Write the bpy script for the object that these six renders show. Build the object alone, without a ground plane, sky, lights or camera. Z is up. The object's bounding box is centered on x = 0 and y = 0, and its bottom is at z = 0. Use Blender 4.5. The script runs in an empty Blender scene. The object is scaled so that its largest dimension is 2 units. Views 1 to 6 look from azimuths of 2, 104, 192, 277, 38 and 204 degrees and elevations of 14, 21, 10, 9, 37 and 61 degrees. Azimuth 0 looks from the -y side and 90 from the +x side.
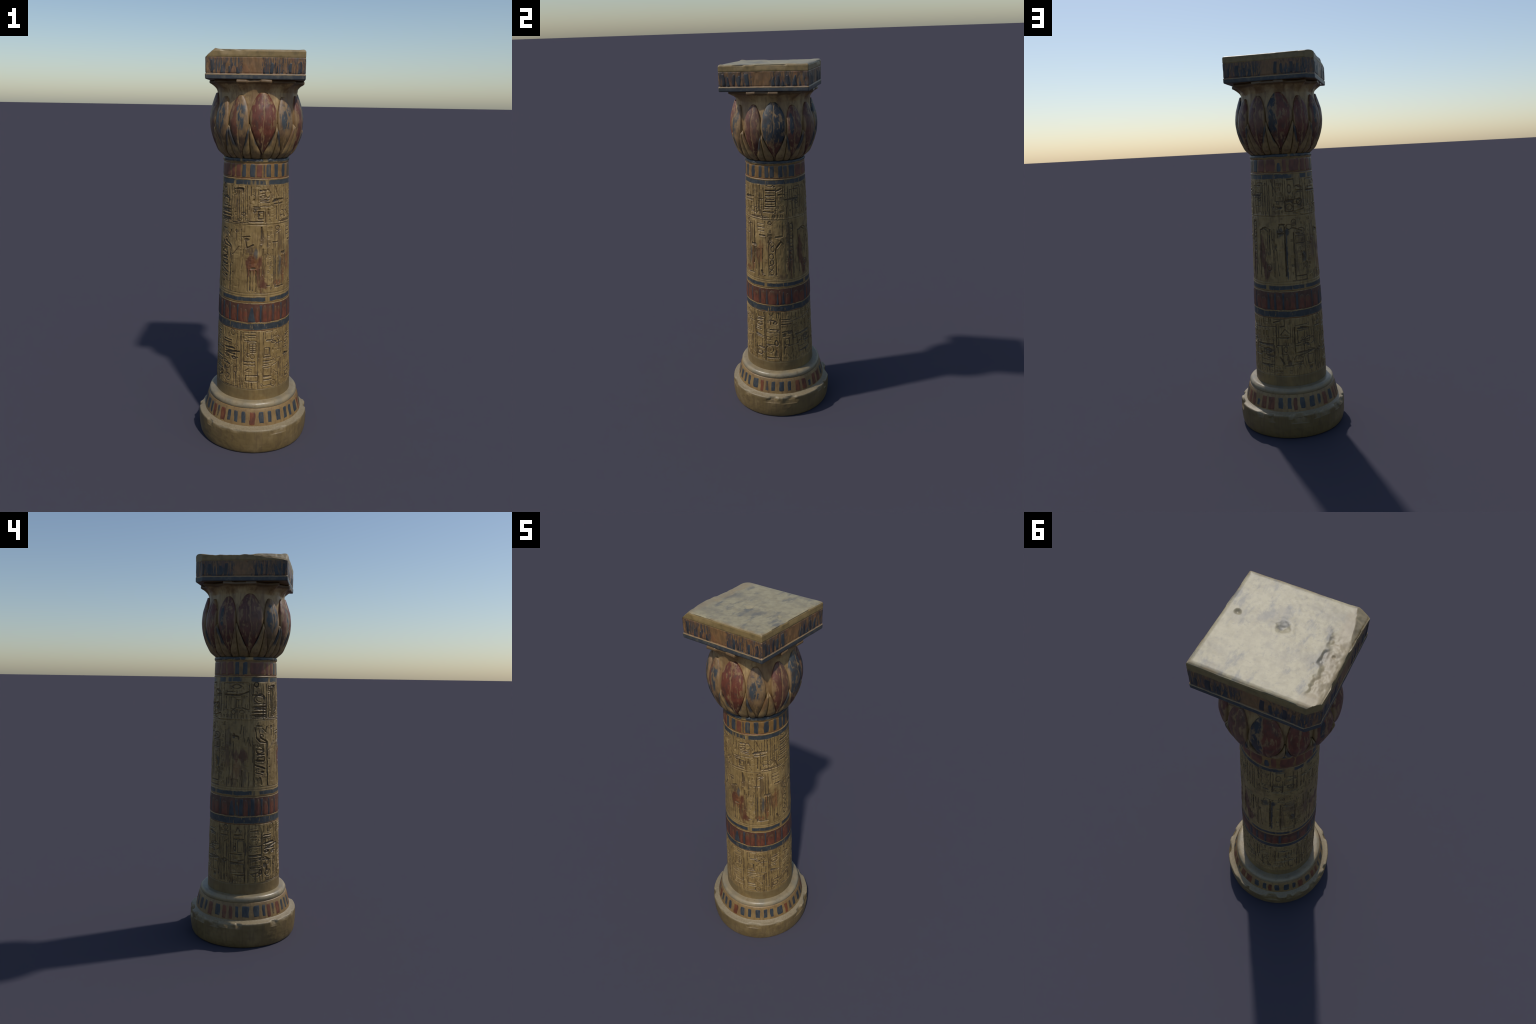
"""Painted sandstone column in the manner of an old Egyptian temple:
round plinth, painted base moulding, torus, carved and painted shaft,
lotus-petal capital and a square abacus."""
import bpy, math
import numpy as np

RNG = np.random.RandomState(7)
PI = math.pi


# ---------------------------------------------------------------- small maths
def smooth(e0, e1, x):
    t = np.clip((x - e0) / (e1 - e0), 0.0, 1.0)
    return t * t * (3 - 2 * t)


def wrap(a):
    return (a + 180.0) % 360.0 - 180.0


def profile(points, z):
    """Smooth (monotone cubic) interpolation through profile points (z, r)."""
    p = np.array(points, float)
    x, y = p[:, 0], p[:, 1]
    h = np.diff(x)
    d = np.diff(y) / h
    m = np.zeros_like(y)
    m[0], m[-1] = d[0], d[-1]
    for i in range(1, len(x) - 1):
        if d[i - 1] * d[i] > 0:
            m[i] = 2 * d[i - 1] * d[i] / (d[i - 1] + d[i])
    z = np.clip(z, x[0], x[-1])
    i = np.clip(np.searchsorted(x, z) - 1, 0, len(x) - 2)
    t = (z - x[i]) / h[i]
    return ((2 * t**3 - 3 * t**2 + 1) * y[i] + (t**3 - 2 * t**2 + t) * h[i] * m[i]
            + (-2 * t**3 + 3 * t**2) * y[i + 1] + (t**3 - t**2) * h[i] * m[i + 1])


_perm = np.random.RandomState(3).permutation(256)
_perm = np.concatenate([_perm, _perm, _perm])
_val = np.random.RandomState(5).uniform(-1, 1, 256)


def vnoise(x, y, z):
    """Value noise in -1..1 at points."""
    xi, yi, zi = np.floor(x).astype(int), np.floor(y).astype(int), np.floor(z).astype(int)
    fx, fy, fz = x - xi, y - yi, z - zi
    fx, fy, fz = [t * t * (3 - 2 * t) for t in (fx, fy, fz)]

    def at(a, b, c):
        return _val[_perm[_perm[_perm[a & 255] + (b & 255)] + (c & 255)]]
    r = 0
    for a in (0, 1):
        for b in (0, 1):
            for c in (0, 1):
                r = r + at(xi + a, yi + b, zi + c) * (fx if a else 1 - fx) * (fy if b else 1 - fy) * (fz if c else 1 - fz)
    return r


def fbm(x, y, z, octaves=3):
    r, amp, f = 0, 1.0, 1.0
    for _ in range(octaves):
        r = r + amp * vnoise(x * f + 11.3, y * f + 5.7, z * f + 2.1)
        amp *= 0.5
        f *= 2.03
    return r


# ---------------------------------------------------------------- scene tree
ROOT = bpy.data.objects.new("egyptian_column", None)
bpy.context.collection.objects.link(ROOT)
ROOT["label"] = "weathered painted sandstone Egyptian column with lotus capital"
ROOT["category"] = "stone column"


def add_object(name, mesh, material, parent=ROOT, az=None):
    ob = bpy.data.objects.new(name, mesh)
    bpy.context.collection.objects.link(ob)
    ob.parent = parent
    if az is not None:
        ob.rotation_euler = (0, 0, math.radians(az))
    if len(mesh.materials) == 0:
        mesh.materials.append(material)
    ob.material_slots[0].link = 'OBJECT'
    ob.material_slots[0].material = material
    return ob


def mesh_from(name, verts, faces, flat=False):
    me = bpy.data.meshes.new(name)
    verts = np.asarray(verts, np.float32)
    faces = np.asarray(faces, np.int32)
    me.vertices.add(len(verts))
    me.vertices.foreach_set("co", verts.ravel())
    me.loops.add(faces.size)
    me.loops.foreach_set("vertex_index", faces.ravel())
    me.polygons.add(len(faces))
    me.polygons.foreach_set("loop_start", np.arange(0, faces.size, faces.shape[1], dtype=np.int32))
    me.update(calc_edges=True)
    me.polygons.foreach_set("use_smooth", np.full(len(faces), not flat))
    me.validate()
    return me


def lathe(name, rows_r, rows_z, n_az, shape=None, cap_bottom=False, cap_top=False):
    """Body of revolution: rows of (radius, height), optionally reshaped by
    shape(az_degrees, r, z) -> (r, z)."""
    az = np.arange(n_az) * 360.0 / n_az
    A, Rr = np.meshgrid(az, np.asarray(rows_r, float))
    _, Z = np.meshgrid(az, np.asarray(rows_z, float))
    if shape:
        Rr, Z = shape(A, Rr, Z)
    a = np.radians(A)
    V = np.stack([Rr * np.sin(a), -Rr * np.cos(a), Z], -1)
    nr = len(rows_r)
    i, j = np.meshgrid(np.arange(nr - 1), np.arange(n_az), indexing='ij')
    j2 = (j + 1) % n_az
    F = np.stack([i * n_az + j, i * n_az + j2, (i + 1) * n_az + j2, (i + 1) * n_az + j], -1).reshape(-1, 4)
    V = V.reshape(-1, 3)
    extra = []
    for cap, row in ((cap_bottom, 0), (cap_top, nr - 1)):
        if cap:
            ring = np.arange(n_az) + row * n_az
            c = len(V)
            V = np.vstack([V, V[ring].mean(0)])
            k = np.arange(n_az)
            q = np.stack([ring[k], ring[(k + 1) % n_az], np.full(n_az, c)], -1)
            extra.append(q if row else q[:, ::-1])
    me_faces = F
    if extra:
        tri = np.vstack(extra)
        me = bpy.data.meshes.new(name)
        me.from_pydata(V.tolist(), [], F.tolist() + tri.tolist())
        me.polygons.foreach_set("use_smooth", np.ones(len(me.polygons), bool))
        me.update()
        return me
    return mesh_from(name, V, me_faces)


# ---------------------------------------------------------------- materials
def lin(r, g, b):
    return tuple(((c / 255) / 12.92 if c / 255 <= 0.04045 else ((c / 255 + 0.055) / 1.055) ** 2.4) for c in (r, g, b)) + (1.0,)


class Nodes:
    """Short-hand for building a shader tree."""

    def __init__(self, name, rough=0.47):
        self.mat = bpy.data.materials.new(name)
        self.mat.use_nodes = True
        self.t = self.mat.node_tree
        self.bsdf = self.t.nodes["Principled BSDF"]
        self.bsdf.inputs["Roughness"].default_value = rough
        self.tc = self.t.nodes.new("ShaderNodeTexCoord")
        self.obj = self.tc.outputs["Object"]
        self._sep = None

    def link(self, a, b):
        self.t.links.new(a, b)

    def put(self, sock, v):
        if isinstance(v, bpy.types.NodeSocket):
            self.link(v, sock)
        else:
            sock.default_value = v

    def math(self, op, a, b=0.0, c=0.0, clamp=False):
        n = self.t.nodes.new("ShaderNodeMath")
        n.operation = op
        n.use_clamp = clamp
        for s, v in zip(n.inputs, (a, b, c)):
            self.put(s, v)
        return n.outputs[0]

    def xyz(self, vec=None):
        n = self.t.nodes.new("ShaderNodeSeparateXYZ")
        self.link(vec or self.obj, n.inputs[0])
        return n.outputs

    def mapping(self, scale, loc=(0, 0, 0), vec=None):
        n = self.t.nodes.new("ShaderNodeMapping")
        n.inputs["Scale"].default_value = scale
        n.inputs["Location"].default_value = loc
        self.link(vec or self.obj, n.inputs[0])
        return n.outputs[0]

    def noise(self, scale=(1, 1, 1), loc=(0, 0, 0), detail=4.0, rough=0.55, vec=None, distort=0.0):
        n = self.t.nodes.new("ShaderNodeTexNoise")
        n.inputs["Scale"].default_value = 1.0
        n.inputs["Detail"].default_value = detail
        n.inputs["Roughness"].default_value = rough
        n.inputs["Distortion"].default_value = distort
        self.link(self.mapping(scale, loc, vec), n.inputs["Vector"])
        return n.outputs[0]

    def ramp01(self, x, lo, hi):
        n = self.t.nodes.new("ShaderNodeMapRange")
        n.interpolation_type = 'SMOOTHSTEP'
        self.put(n.inputs[0], x)
        n.inputs[1].default_value = lo
        n.inputs[2].default_value = hi
        return n.outputs[0]

    def mix(self, f, a, b):
        n = self.t.nodes.new("ShaderNodeMix")
        n.data_type = 'RGBA'
        self.put(n.inputs[0], f)
        self.put(n.inputs[6], a)
        self.put(n.inputs[7], b)
        return n.outputs[2]

    def shift(self, amount=3.0):
        """Object coordinates pushed by the object's random number."""
        oi = self.t.nodes.new("ShaderNodeObjectInfo")
        v = self.t.nodes.new("ShaderNodeVectorMath")
        v.operation = 'SCALE'
        v.inputs[0].default_value = (amount, amount * 0.7, amount * 1.3)
        self.link(oi.outputs["Random"], v.inputs["Scale"])
        w = self.t.nodes.new("ShaderNodeVectorMath")
        w.operation = 'ADD'
        self.link(self.obj, w.inputs[0])
        self.link(v.outputs[0], w.inputs[1])
        return w.outputs[0]

    def angle(self):
        x, y, z = self.xyz()
        a = self.math('ARCTAN2', x, self.math('MULTIPLY', y, -1.0))
        return self.math('MULTIPLY', a, 180.0 / PI), z

    def spot(self, ang, z, az, zc, raz, rz, wob, soft=0.45):
        """Soft-edged elliptical mask on the cylinder."""
        d = self.math('WRAP', self.math('SUBTRACT', ang, float(az)), 180.0, -180.0)
        d = self.math('DIVIDE', d, float(raz))
        e = self.math('DIVIDE', self.math('SUBTRACT', z, float(zc)), float(rz))
        r = self.math('SQRT', self.math('ADD', self.math('MULTIPLY', d, d), self.math('MULTIPLY', e, e)))
        r = self.math('ADD', r, wob)
        return self.ramp01(r, 1.0, 1.0 - soft)

    def band(self, x, lo, hi, soft):
        a = self.ramp01(x, lo - soft, lo + soft)
        b = self.ramp01(x, hi + soft, hi - soft)
        return self.math('MULTIPLY', a, b)

    def finish(self, colour, bump=None, strength=0.25, dist=0.002):
        self.put(self.bsdf.inputs["Base Color"], colour)
        if bump is not None:
            b = self.t.nodes.new("ShaderNodeBump")
            b.inputs["Strength"].default_value = strength
            b.inputs["Distance"].default_value = dist
            self.link(bump, b.inputs["Height"])
            self.link(b.outputs[0], self.bsdf.inputs["Normal"])
        return self.mat


# paints and stones (base colours)
TAN = lin(137, 112, 67)
TAN_PALE = lin(156, 129, 82)
TAN_BROWN = lin(98, 75, 43)
OLIVE = lin(114, 95, 60)
PLINTH = lin(108, 89, 53)
PALE = lin(144, 128, 98)
PALE_GREY = lin(128, 118, 96)
BLUE = lin(58, 63, 66)
BLUE_DEEP = lin(41, 47, 53)
RED = lin(112, 61, 36)
RED_DARK = lin(84, 45, 30)
PETAL_RED = lin(106, 56, 39)
OCHRE = lin(132, 98, 52)
BROWN = lin(82, 62, 43)
RUST = lin(116, 70, 40)


def stone_base(n, light=TAN_PALE, mid=TAN, dark=TAN_BROWN, streak=0.5):
    """Tan sandstone: broad patches, upright brush streaks, fine grain."""
    big = n.noise((7, 7, 5), detail=3)
    st = n.noise((90, 90, 9), (3, 1, 2), detail=3)
    grain = n.noise((260, 260, 260), detail=2)
    stain = n.noise((38, 38, 24), (8, 2, 5), detail=4, rough=0.6)
    c = n.mix(n.ramp01(big, 0.45, 0.72), mid, light)
    c = n.mix(n.math('MULTIPLY', n.ramp01(st, 0.46, 0.68), streak), c, dark)
    c = n.mix(n.math('MULTIPLY', n.ramp01(stain, 0.5, 0.68), streak), c, dark)
    c = n.mix(n.math('MULTIPLY', n.ramp01(grain, 0.55, 0.75), 0.25), c, dark)
    h = n.math('ADD', n.math('MULTIPLY', st, 0.7), n.math('MULTIPLY', grain, 0.4))
    return c, h


# ---------------------------------------------------------------- carving
class Relief:
    """Height field on a cylinder, in metres, cut by simple signs.
    az in degrees (0 = front), heights in metres; k = 1 shallow .. 3 deep."""
    DEPTH = {0: 0.0019, 1: 0.0024, 2: 0.0040, 3: 0.0056}
    HALF = {0: 0.0015, 1: 0.0022, 2: 0.0028, 3: 0.0035}

    def __init__(self, radius, az, z):
        self.R = radius
        self.az = az
        self.z = z
        self.h = np.zeros((len(z), len(az)))
        self.s = np.radians(wrap(az)) * radius
        self.jit = 0

    def _window(self, s0, s1, z0, z1, pad=0.014):
        zi = np.where((self.z > z0 - pad) & (self.z < z1 + pad))[0]
        sc = 0.5 * (s0 + s1)
        L = 2 * PI * self.R
        ds = (self.s - sc + L / 2) % L - L / 2
        ai = np.where(np.abs(ds) < 0.5 * abs(s1 - s0) + pad)[0]
        if len(zi) == 0 or len(ai) == 0:
            return None
        S, Z = np.meshgrid(ds[ai] + sc, self.z[zi])
        # hand-cut wobble
        S = S + 0.0012 * vnoise(S * 90, Z * 90, S * 0 + 3)
        Z = Z + 0.0012 * vnoise(S * 90, Z * 90, S * 0 + 9)
        return np.ix_(zi, ai), S, Z

    def _cut(self, w, d, k):
        dep, hw = self.DEPTH[k], self.HALF[k]
        self.jit += 1
        dep *= 0.85 + 0.3 * ((self.jit * 0.618) % 1)
        prof = -dep * (1 - smooth(0.2 * hw, 1.5 * hw, d)) + 0.14 * dep * np.exp(-((d - 2.3 * hw) / (0.9 * hw)) ** 2)
        cur = self.h[w]
        self.h[w] = np.where(prof < 0, np.minimum(cur, prof), cur + prof * (cur > -0.0004))

    def slant(self, a0, z0, a1, z1, k=1):
        s0 = math.radians(a0) * self.R
        s1 = s0 + math.radians(wrap(a1 - a0)) * self.R
        w = self._window(min(s0, s1), max(s0, s1), min(z0, z1), max(z0, z1))
        if w is None:
            return
        w, S, Z = w
        dx, dz = s1 - s0, z1 - z0
        t = np.clip(((S - s0) * dx + (Z - z0) * dz) / (dx * dx + dz * dz + 1e-12), 0, 1)
        self._cut(w, np.hypot(S - s0 - t * dx, Z - z0 - t * dz), k)

    def bar(self, a0, a1, z, k=1):
        self.slant(a0, z, a1, z, k)

    def stem(self, a, z0, z1, k=1):
        self.slant(a, z0, a, z1, k)

    def fill_signs(self, cells, chance, rng):
        """Small signs in the still empty cells of a field:
        cells = (az, z, half width in degrees, half height)."""
        for a, z, wa, hz in cells:
            if rng.rand() > chance:
                continue
            s = math.radians(a) * self.R
            win = self._window(s - math.radians(wa) * self.R, s + math.radians(wa) * self.R, z - hz, z + hz, pad=0.0)
            if win is None or (self.h[win[0]] < -0.0008).mean() > 0.20:
                continue
            a += rng.uniform(-0.25, 0.25) * wa
            kind = rng.randint(6)
            if kind == 0:
                for q in np.linspace(-0.7, 0.7, rng.randint(2, 5)):
                    self.bar(a - wa * 0.8, a + wa * rng.uniform(0.3, 0.9), z + q * hz, 0)
            elif kind in (1, 2):
                for q in np.linspace(-0.7, 0.7, rng.randint(2, 4)):
                    self.stem(a + q * wa, z - hz * rng.uniform(0.6, 1.1), z + hz * rng.uniform(0.5, 1.1), 0)
            elif kind == 3:
                self.ring(a, z + 0.3 * hz, wa * 0.45, hz * 0.45, 0)
                self.stem(a, z - hz, z - 0.1 * hz, 0)
            elif kind == 4:
                self.frame(a - wa * 0.7, a + wa * 0.7, z - hz * 0.7, z + hz * 0.7, 0)
                self.bar(a - wa * 0.4, a + wa * 0.4, z, 0)
            else:
                self.slant(a - wa * 0.8, z + hz * 0.6, a + wa * 0.3, z + hz * 0.2, 0)
                self.slant(a + wa * 0.3, z + hz * 0.2, a + wa * 0.6, z - hz, 0)

    def frame(self, a0, a1, z0, z1, k=1):
        self.bar(a0, a1, z0, k)
        self.bar(a0, a1, z1, k)
        self.stem(a0, z0, z1, k)
        self.stem(a1, z0, z1, k)

    def _oval(self, a, z, ra, rz):
        s, rs = math.radians(a) * self.R, math.radians(ra) * self.R
        w = self._window(s - rs, s + rs, z - rz, z + rz)
        if w is None:
            return None
        w, S, Z = w
        q = np.hypot((S - s) / rs, (Z - z) / rz)
        return w, q, min(rs, rz)

    def ring(self, a, z, ra, rz, k=1):
        o = self._oval(a, z, ra, rz)
        if o:
            self._cut(o[0], np.abs(o[1] - 1) * o[2], k)

    def pit(self, a, z, ra, rz, k=1):
        o = self._oval(a, z, ra, rz)
        if o:
            self.h[o[0]] = np.minimum(self.h[o[0]], -(0.002 + 0.0016 * k) * (1 - smooth(0.35, 1.15, o[1])))

    def boss(self, a, z, ra, rz, k=1):
        o = self._oval(a, z, ra, rz)
        if o:
            self.h[o[0]] = self.h[o[0]] + 0.0035 * k * (1 - smooth(0.1, 1.1, o[1]))


def carve_lower_front(r):
    r.stem(-52.3, .595, .331); r.stem(-18.6, .630, .314); r.stem(-16.5, .631, .316); r.stem(-13.2, .626, .317); r.stem(9.2, .630, .321)
    r.stem(10.8, .630, .493); r.stem(17.6, .628, .496); r.stem(47.1, .463, .300); r.stem(50.1, .469, .306); r.stem(54.4, .611, .415)
    r.stem(58.7, .608, .312); r.ring(-32.1, .619, 3.9, .016); r.slant(-49.4, .575, -34.4, .574, 2); r.slant(-46.2, .560, -33.6, .562)
    r.slant(-47.2, .529, -28.8, .533, 3); r.slant(-44.1, .506, -20.1, .520, 3); r.slant(-33.4, .485, -22.8, .484, 2); r.stem(-45.7, .556, .496)
    r.slant(-69.6, .465, -52.8, .464); r.slant(-72.5, .435, -46.1, .455); r.slant(-46.1, .455, -35.8, .436, 2); r.stem(-34.9, .432, .390)
    r.stem(-45.6, .421, .369); r.slant(-72.5, .403, -55.3, .404, 2); r.ring(-40.1, .365, 5.2, .019); r.stem(-29.4, .433, .329)
    r.stem(-25.8, .398, .332); r.ring(-26.3, .417, 3.0, .016); r.slant(-45.9, .325, -21.0, .326); r.ring(-63.1, .364, 5.7, .011)
    r.bar(-12.4, 5.2, .629); r.bar(-10.4, 5.3, .613, 2); r.bar(-8.5, 4.1, .602); r.bar(-11.6, 6.7, .582, 2); r.stem(-7.6, .579, .501)
    r.bar(-5.8, 6.7, .572); r.frame(-3.6, 6.2, .520, .566); r.bar(-3.6, 6.2, .554); r.bar(-3.6, 6.2, .542); r.bar(-3.5, 6.3, .531)
    r.stem(1.3, .566, .520); r.ring(-5.6, .506, 2.5, .009); r.ring(1.0, .498, 3.0, .011); r.stem(-13.1, .517, .476); r.bar(-13.2, 4.7, .469, 2)
    r.bar(-11.9, 4.7, .452, 2); r.slant(-9.8, .419, -5.3, .431, 2); r.slant(-5.3, .431, -0.2, .429); r.bar(-7.8, -0.2, .414)
    r.frame(-9.0, 9.5, .363, .394, 2); r.stem(0.1, .354, .319, 2); r.stem(-7.3, .353, .320); r.stem(21.3, .631, .591); r.stem(31.7, .622, .585)
    r.bar(21.8, 33.0, .631); r.ring(40.1, .611, 4.0, .014); r.bar(22.7, 34.9, .584, 2); r.ring(35.2, .571, 3.7, .006); r.ring(45.5, .584, 3.3, .011)
    r.stem(45.8, .572, .528); r.bar(39.7, 52.6, .560); r.frame(20.4, 27.5, .506, .544); r.stem(29.0, .541, .500); r.pit(33.8, .529, 1.8, .011)
    r.stem(38.6, .530, .493); r.frame(41.9, 49.6, .477, .524); r.bar(18.6, 30.4, .493, 2); r.bar(18.1, 32.7, .472, 2); r.bar(18.8, 34.4, .457)
    r.slant(16.3, .445, 31.4, .450); r.frame(17.8, 30.2, .390, .434); r.stem(32.3, .447, .400); r.slant(32.9, .442, 44.1, .456)
    r.pit(45.4, .436, 1.6, .024); r.slant(34.6, .417, 41.2, .397); r.bar(18.6, 30.4, .385, 3); r.bar(19.3, 31.3, .367, 2)
    r.ring(35.2, .341, 4.4, .017); r.bar(18.2, 33.8, .336); r.slant(59.1, .579, 69.9, .580, 2); r.slant(59.5, .551, 68.4, .550)
    r.slant(57.5, .521, 69.9, .520, 2); r.slant(56.9, .484, 74.6, .476, 2); r.frame(63.4, 78.0, .377, .407); r.ring(67.1, .371, 5.0, .014)

def carve_lower_right(r):
    r.stem(43.9, .451, .280); r.stem(53.9, .643, .443); r.stem(56.2, .647, .298); r.stem(76.3, .644, .318); r.stem(78.7, .645, .320)
    r.stem(103.0, .650, .323); r.stem(105.2, .650, .323); r.stem(125.5, .632, .324); r.stem(163.8, .582, .306); r.frame(63.2, 75.4, .599, .638)
    r.slant(61.9, .588, 73.3, .584, 3); r.ring(66.1, .555, 5.5, .011, 2); r.slant(58.5, .561, 73.1, .569); r.slant(59.1, .534, 65.8, .532, 2)
    r.slant(59.5, .491, 73.7, .475, 3); r.slant(60.2, .474, 72.0, .470); r.stem(60.5, .455, .341); r.stem(71.6, .460, .410)
    r.slant(61.2, .405, 74.5, .401, 2); r.frame(62.0, 70.9, .360, .383); r.slant(61.4, .357, 68.9, .355, 2); r.ring(88.3, .630, 2.9, .016)
    r.stem(92.5, .645, .600); r.stem(98.3, .645, .600); r.stem(102.0, .645, .600); r.slant(86.4, .585, 97.1, .579, 3)
    r.ring(95.6, .567, 2.8, .007, 2); r.stem(87.7, .577, .556); r.bar(86.6, 102.4, .525, 3); r.bar(80.4, 102.3, .508); r.pit(99.5, .517, 3.4, .005)
    r.ring(82.5, .467, 3.7, .011); r.pit(89.4, .477, 1.0, .005); r.bar(79.6, 96.0, .428, 2); r.ring(85.4, .397, 6.4, .024)
    r.ring(97.2, .439, 2.9, .015, 2); r.pit(97.3, .373, 2.9, .027); r.bar(80.3, 99.7, .343, 3); r.bar(107.1, 123.0, .588, 2)
    r.bar(107.0, 123.0, .575); r.bar(106.2, 123.6, .559, 2); r.slant(107.9, .509, 124.2, .514, 3); r.pit(111.4, .492, 4.0, .011)
    r.bar(108.5, 119.4, .481, 2); r.ring(116.2, .446, 4.1, .021); r.stem(110.5, .464, .366); r.stem(119.5, .471, .416); r.pit(112.4, .409, 2.0, .010)
    r.slant(125.7, .505, 127.4, .465, 2); r.stem(132.7, .622, .590); r.stem(139.6, .623, .588); r.stem(145.9, .629, .596)
    r.stem(144.4, .561, .537, 2); r.stem(151.7, .563, .540, 3); r.slant(132.1, .485, 160.5, .487, 3); r.ring(153.6, .456, 6.0, .011, 2)
    r.slant(144.7, .457, 160.4, .451, 2); r.pit(138.8, .437, 1.7, .008); r.frame(127.0, 135.3, .424, .462); r.frame(137.9, 155.9, .400, .439)
    r.slant(137.6, .372, 161.5, .366, 2); r.stem(137.6, .411, .339); r.stem(148.5, .374, .324)

def carve_lower_back(r):
    r.stem(144.3, .642, .604); r.stem(156.0, .648, .606, 2); r.stem(159.2, .645, .607); r.slant(122.6, .574, 167.6, .593); r.stem(145.5, .563, .544)
    r.stem(153.0, .563, .529, 2); r.pit(120.9, .505, 4.5, .014); r.slant(132.1, .485, 162.9, .492, 3); r.frame(134.0, 165.7, .463, .484)
    r.slant(118.2, .420, 137.8, .425, 2); r.frame(148.5, 165.1, .429, .456, 2); r.bar(151.8, 164.7, .423, 2); r.pit(153.3, .412, 3.1, .004)
    r.stem(137.4, .411, .332); r.slant(137.5, .372, 163.9, .377, 2); r.stem(153.1, .374, .340); r.stem(164.3, .427, .380); r.stem(144.7, .459, .416)
    r.stem(169.2, .606, .475, 2); r.stem(172.8, .607, .486); r.slant(165.1, .614, 176.5, .625, 2); r.bar(165.4, -178.0, .632)
    r.stem(-176.8, .630, .593); r.slant(176.6, .591, -177.3, .596, 2); r.slant(176.6, .547, -176.2, .577); r.slant(-176.2, .577, -170.6, .556)
    r.bar(176.6, -171.5, .542); r.bar(170.8, -170.3, .530, 2); r.bar(170.1, -171.0, .486); r.stem(178.0, .482, .440, 2)
    r.ring(-175.9, .464, 3.2, .016); r.stem(171.2, .476, .420); r.frame(178.8, -172.1, .374, .436); r.pit(-170.4, .389, 4.0, .019)
    r.slant(174.6, .421, -179.1, .384, 3); r.bar(-179.3, -164.7, .374, 2); r.stem(-167.5, .629, .532); r.stem(-164.0, .600, .499)
    r.stem(-160.7, .586, .489, 2); r.slant(-160.2, .595, -138.9, .598); r.slant(-155.0, .579, -139.2, .577, 3); r.frame(-155.6, -135.2, .501, .567)
    r.stem(-143.9, .559, .527); r.stem(-139.4, .557, .524); r.slant(-150.5, .508, -126.5, .519, 2); r.slant(-160.3, .493, -141.8, .505)
    r.frame(-160.7, -145.2, .444, .484, 2); r.ring(-137.7, .467, 4.4, .013); r.slant(-159.6, .445, -127.7, .449, 3); r.ring(-156.1, .407, 6.8, .022)
    r.bar(-163.0, -149.4, .393, 2); r.stem(-148.4, .422, .375); r.bar(-163.2, -151.0, .379, 2); r.frame(-140.2, -128.6, .375, .426)
    r.pit(-134.5, .355, 3.3, .012); r.slant(-146.0, .425, -143.8, .372); r.stem(-125.6, .615, .359); r.stem(-121.9, .611, .346)
    r.stem(-116.1, .606, .350); r.stem(-109.7, .600, .353); r.bar(-125.7, -106.6, .443); r.pit(-98.8, .426, 6.2, .004)

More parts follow.
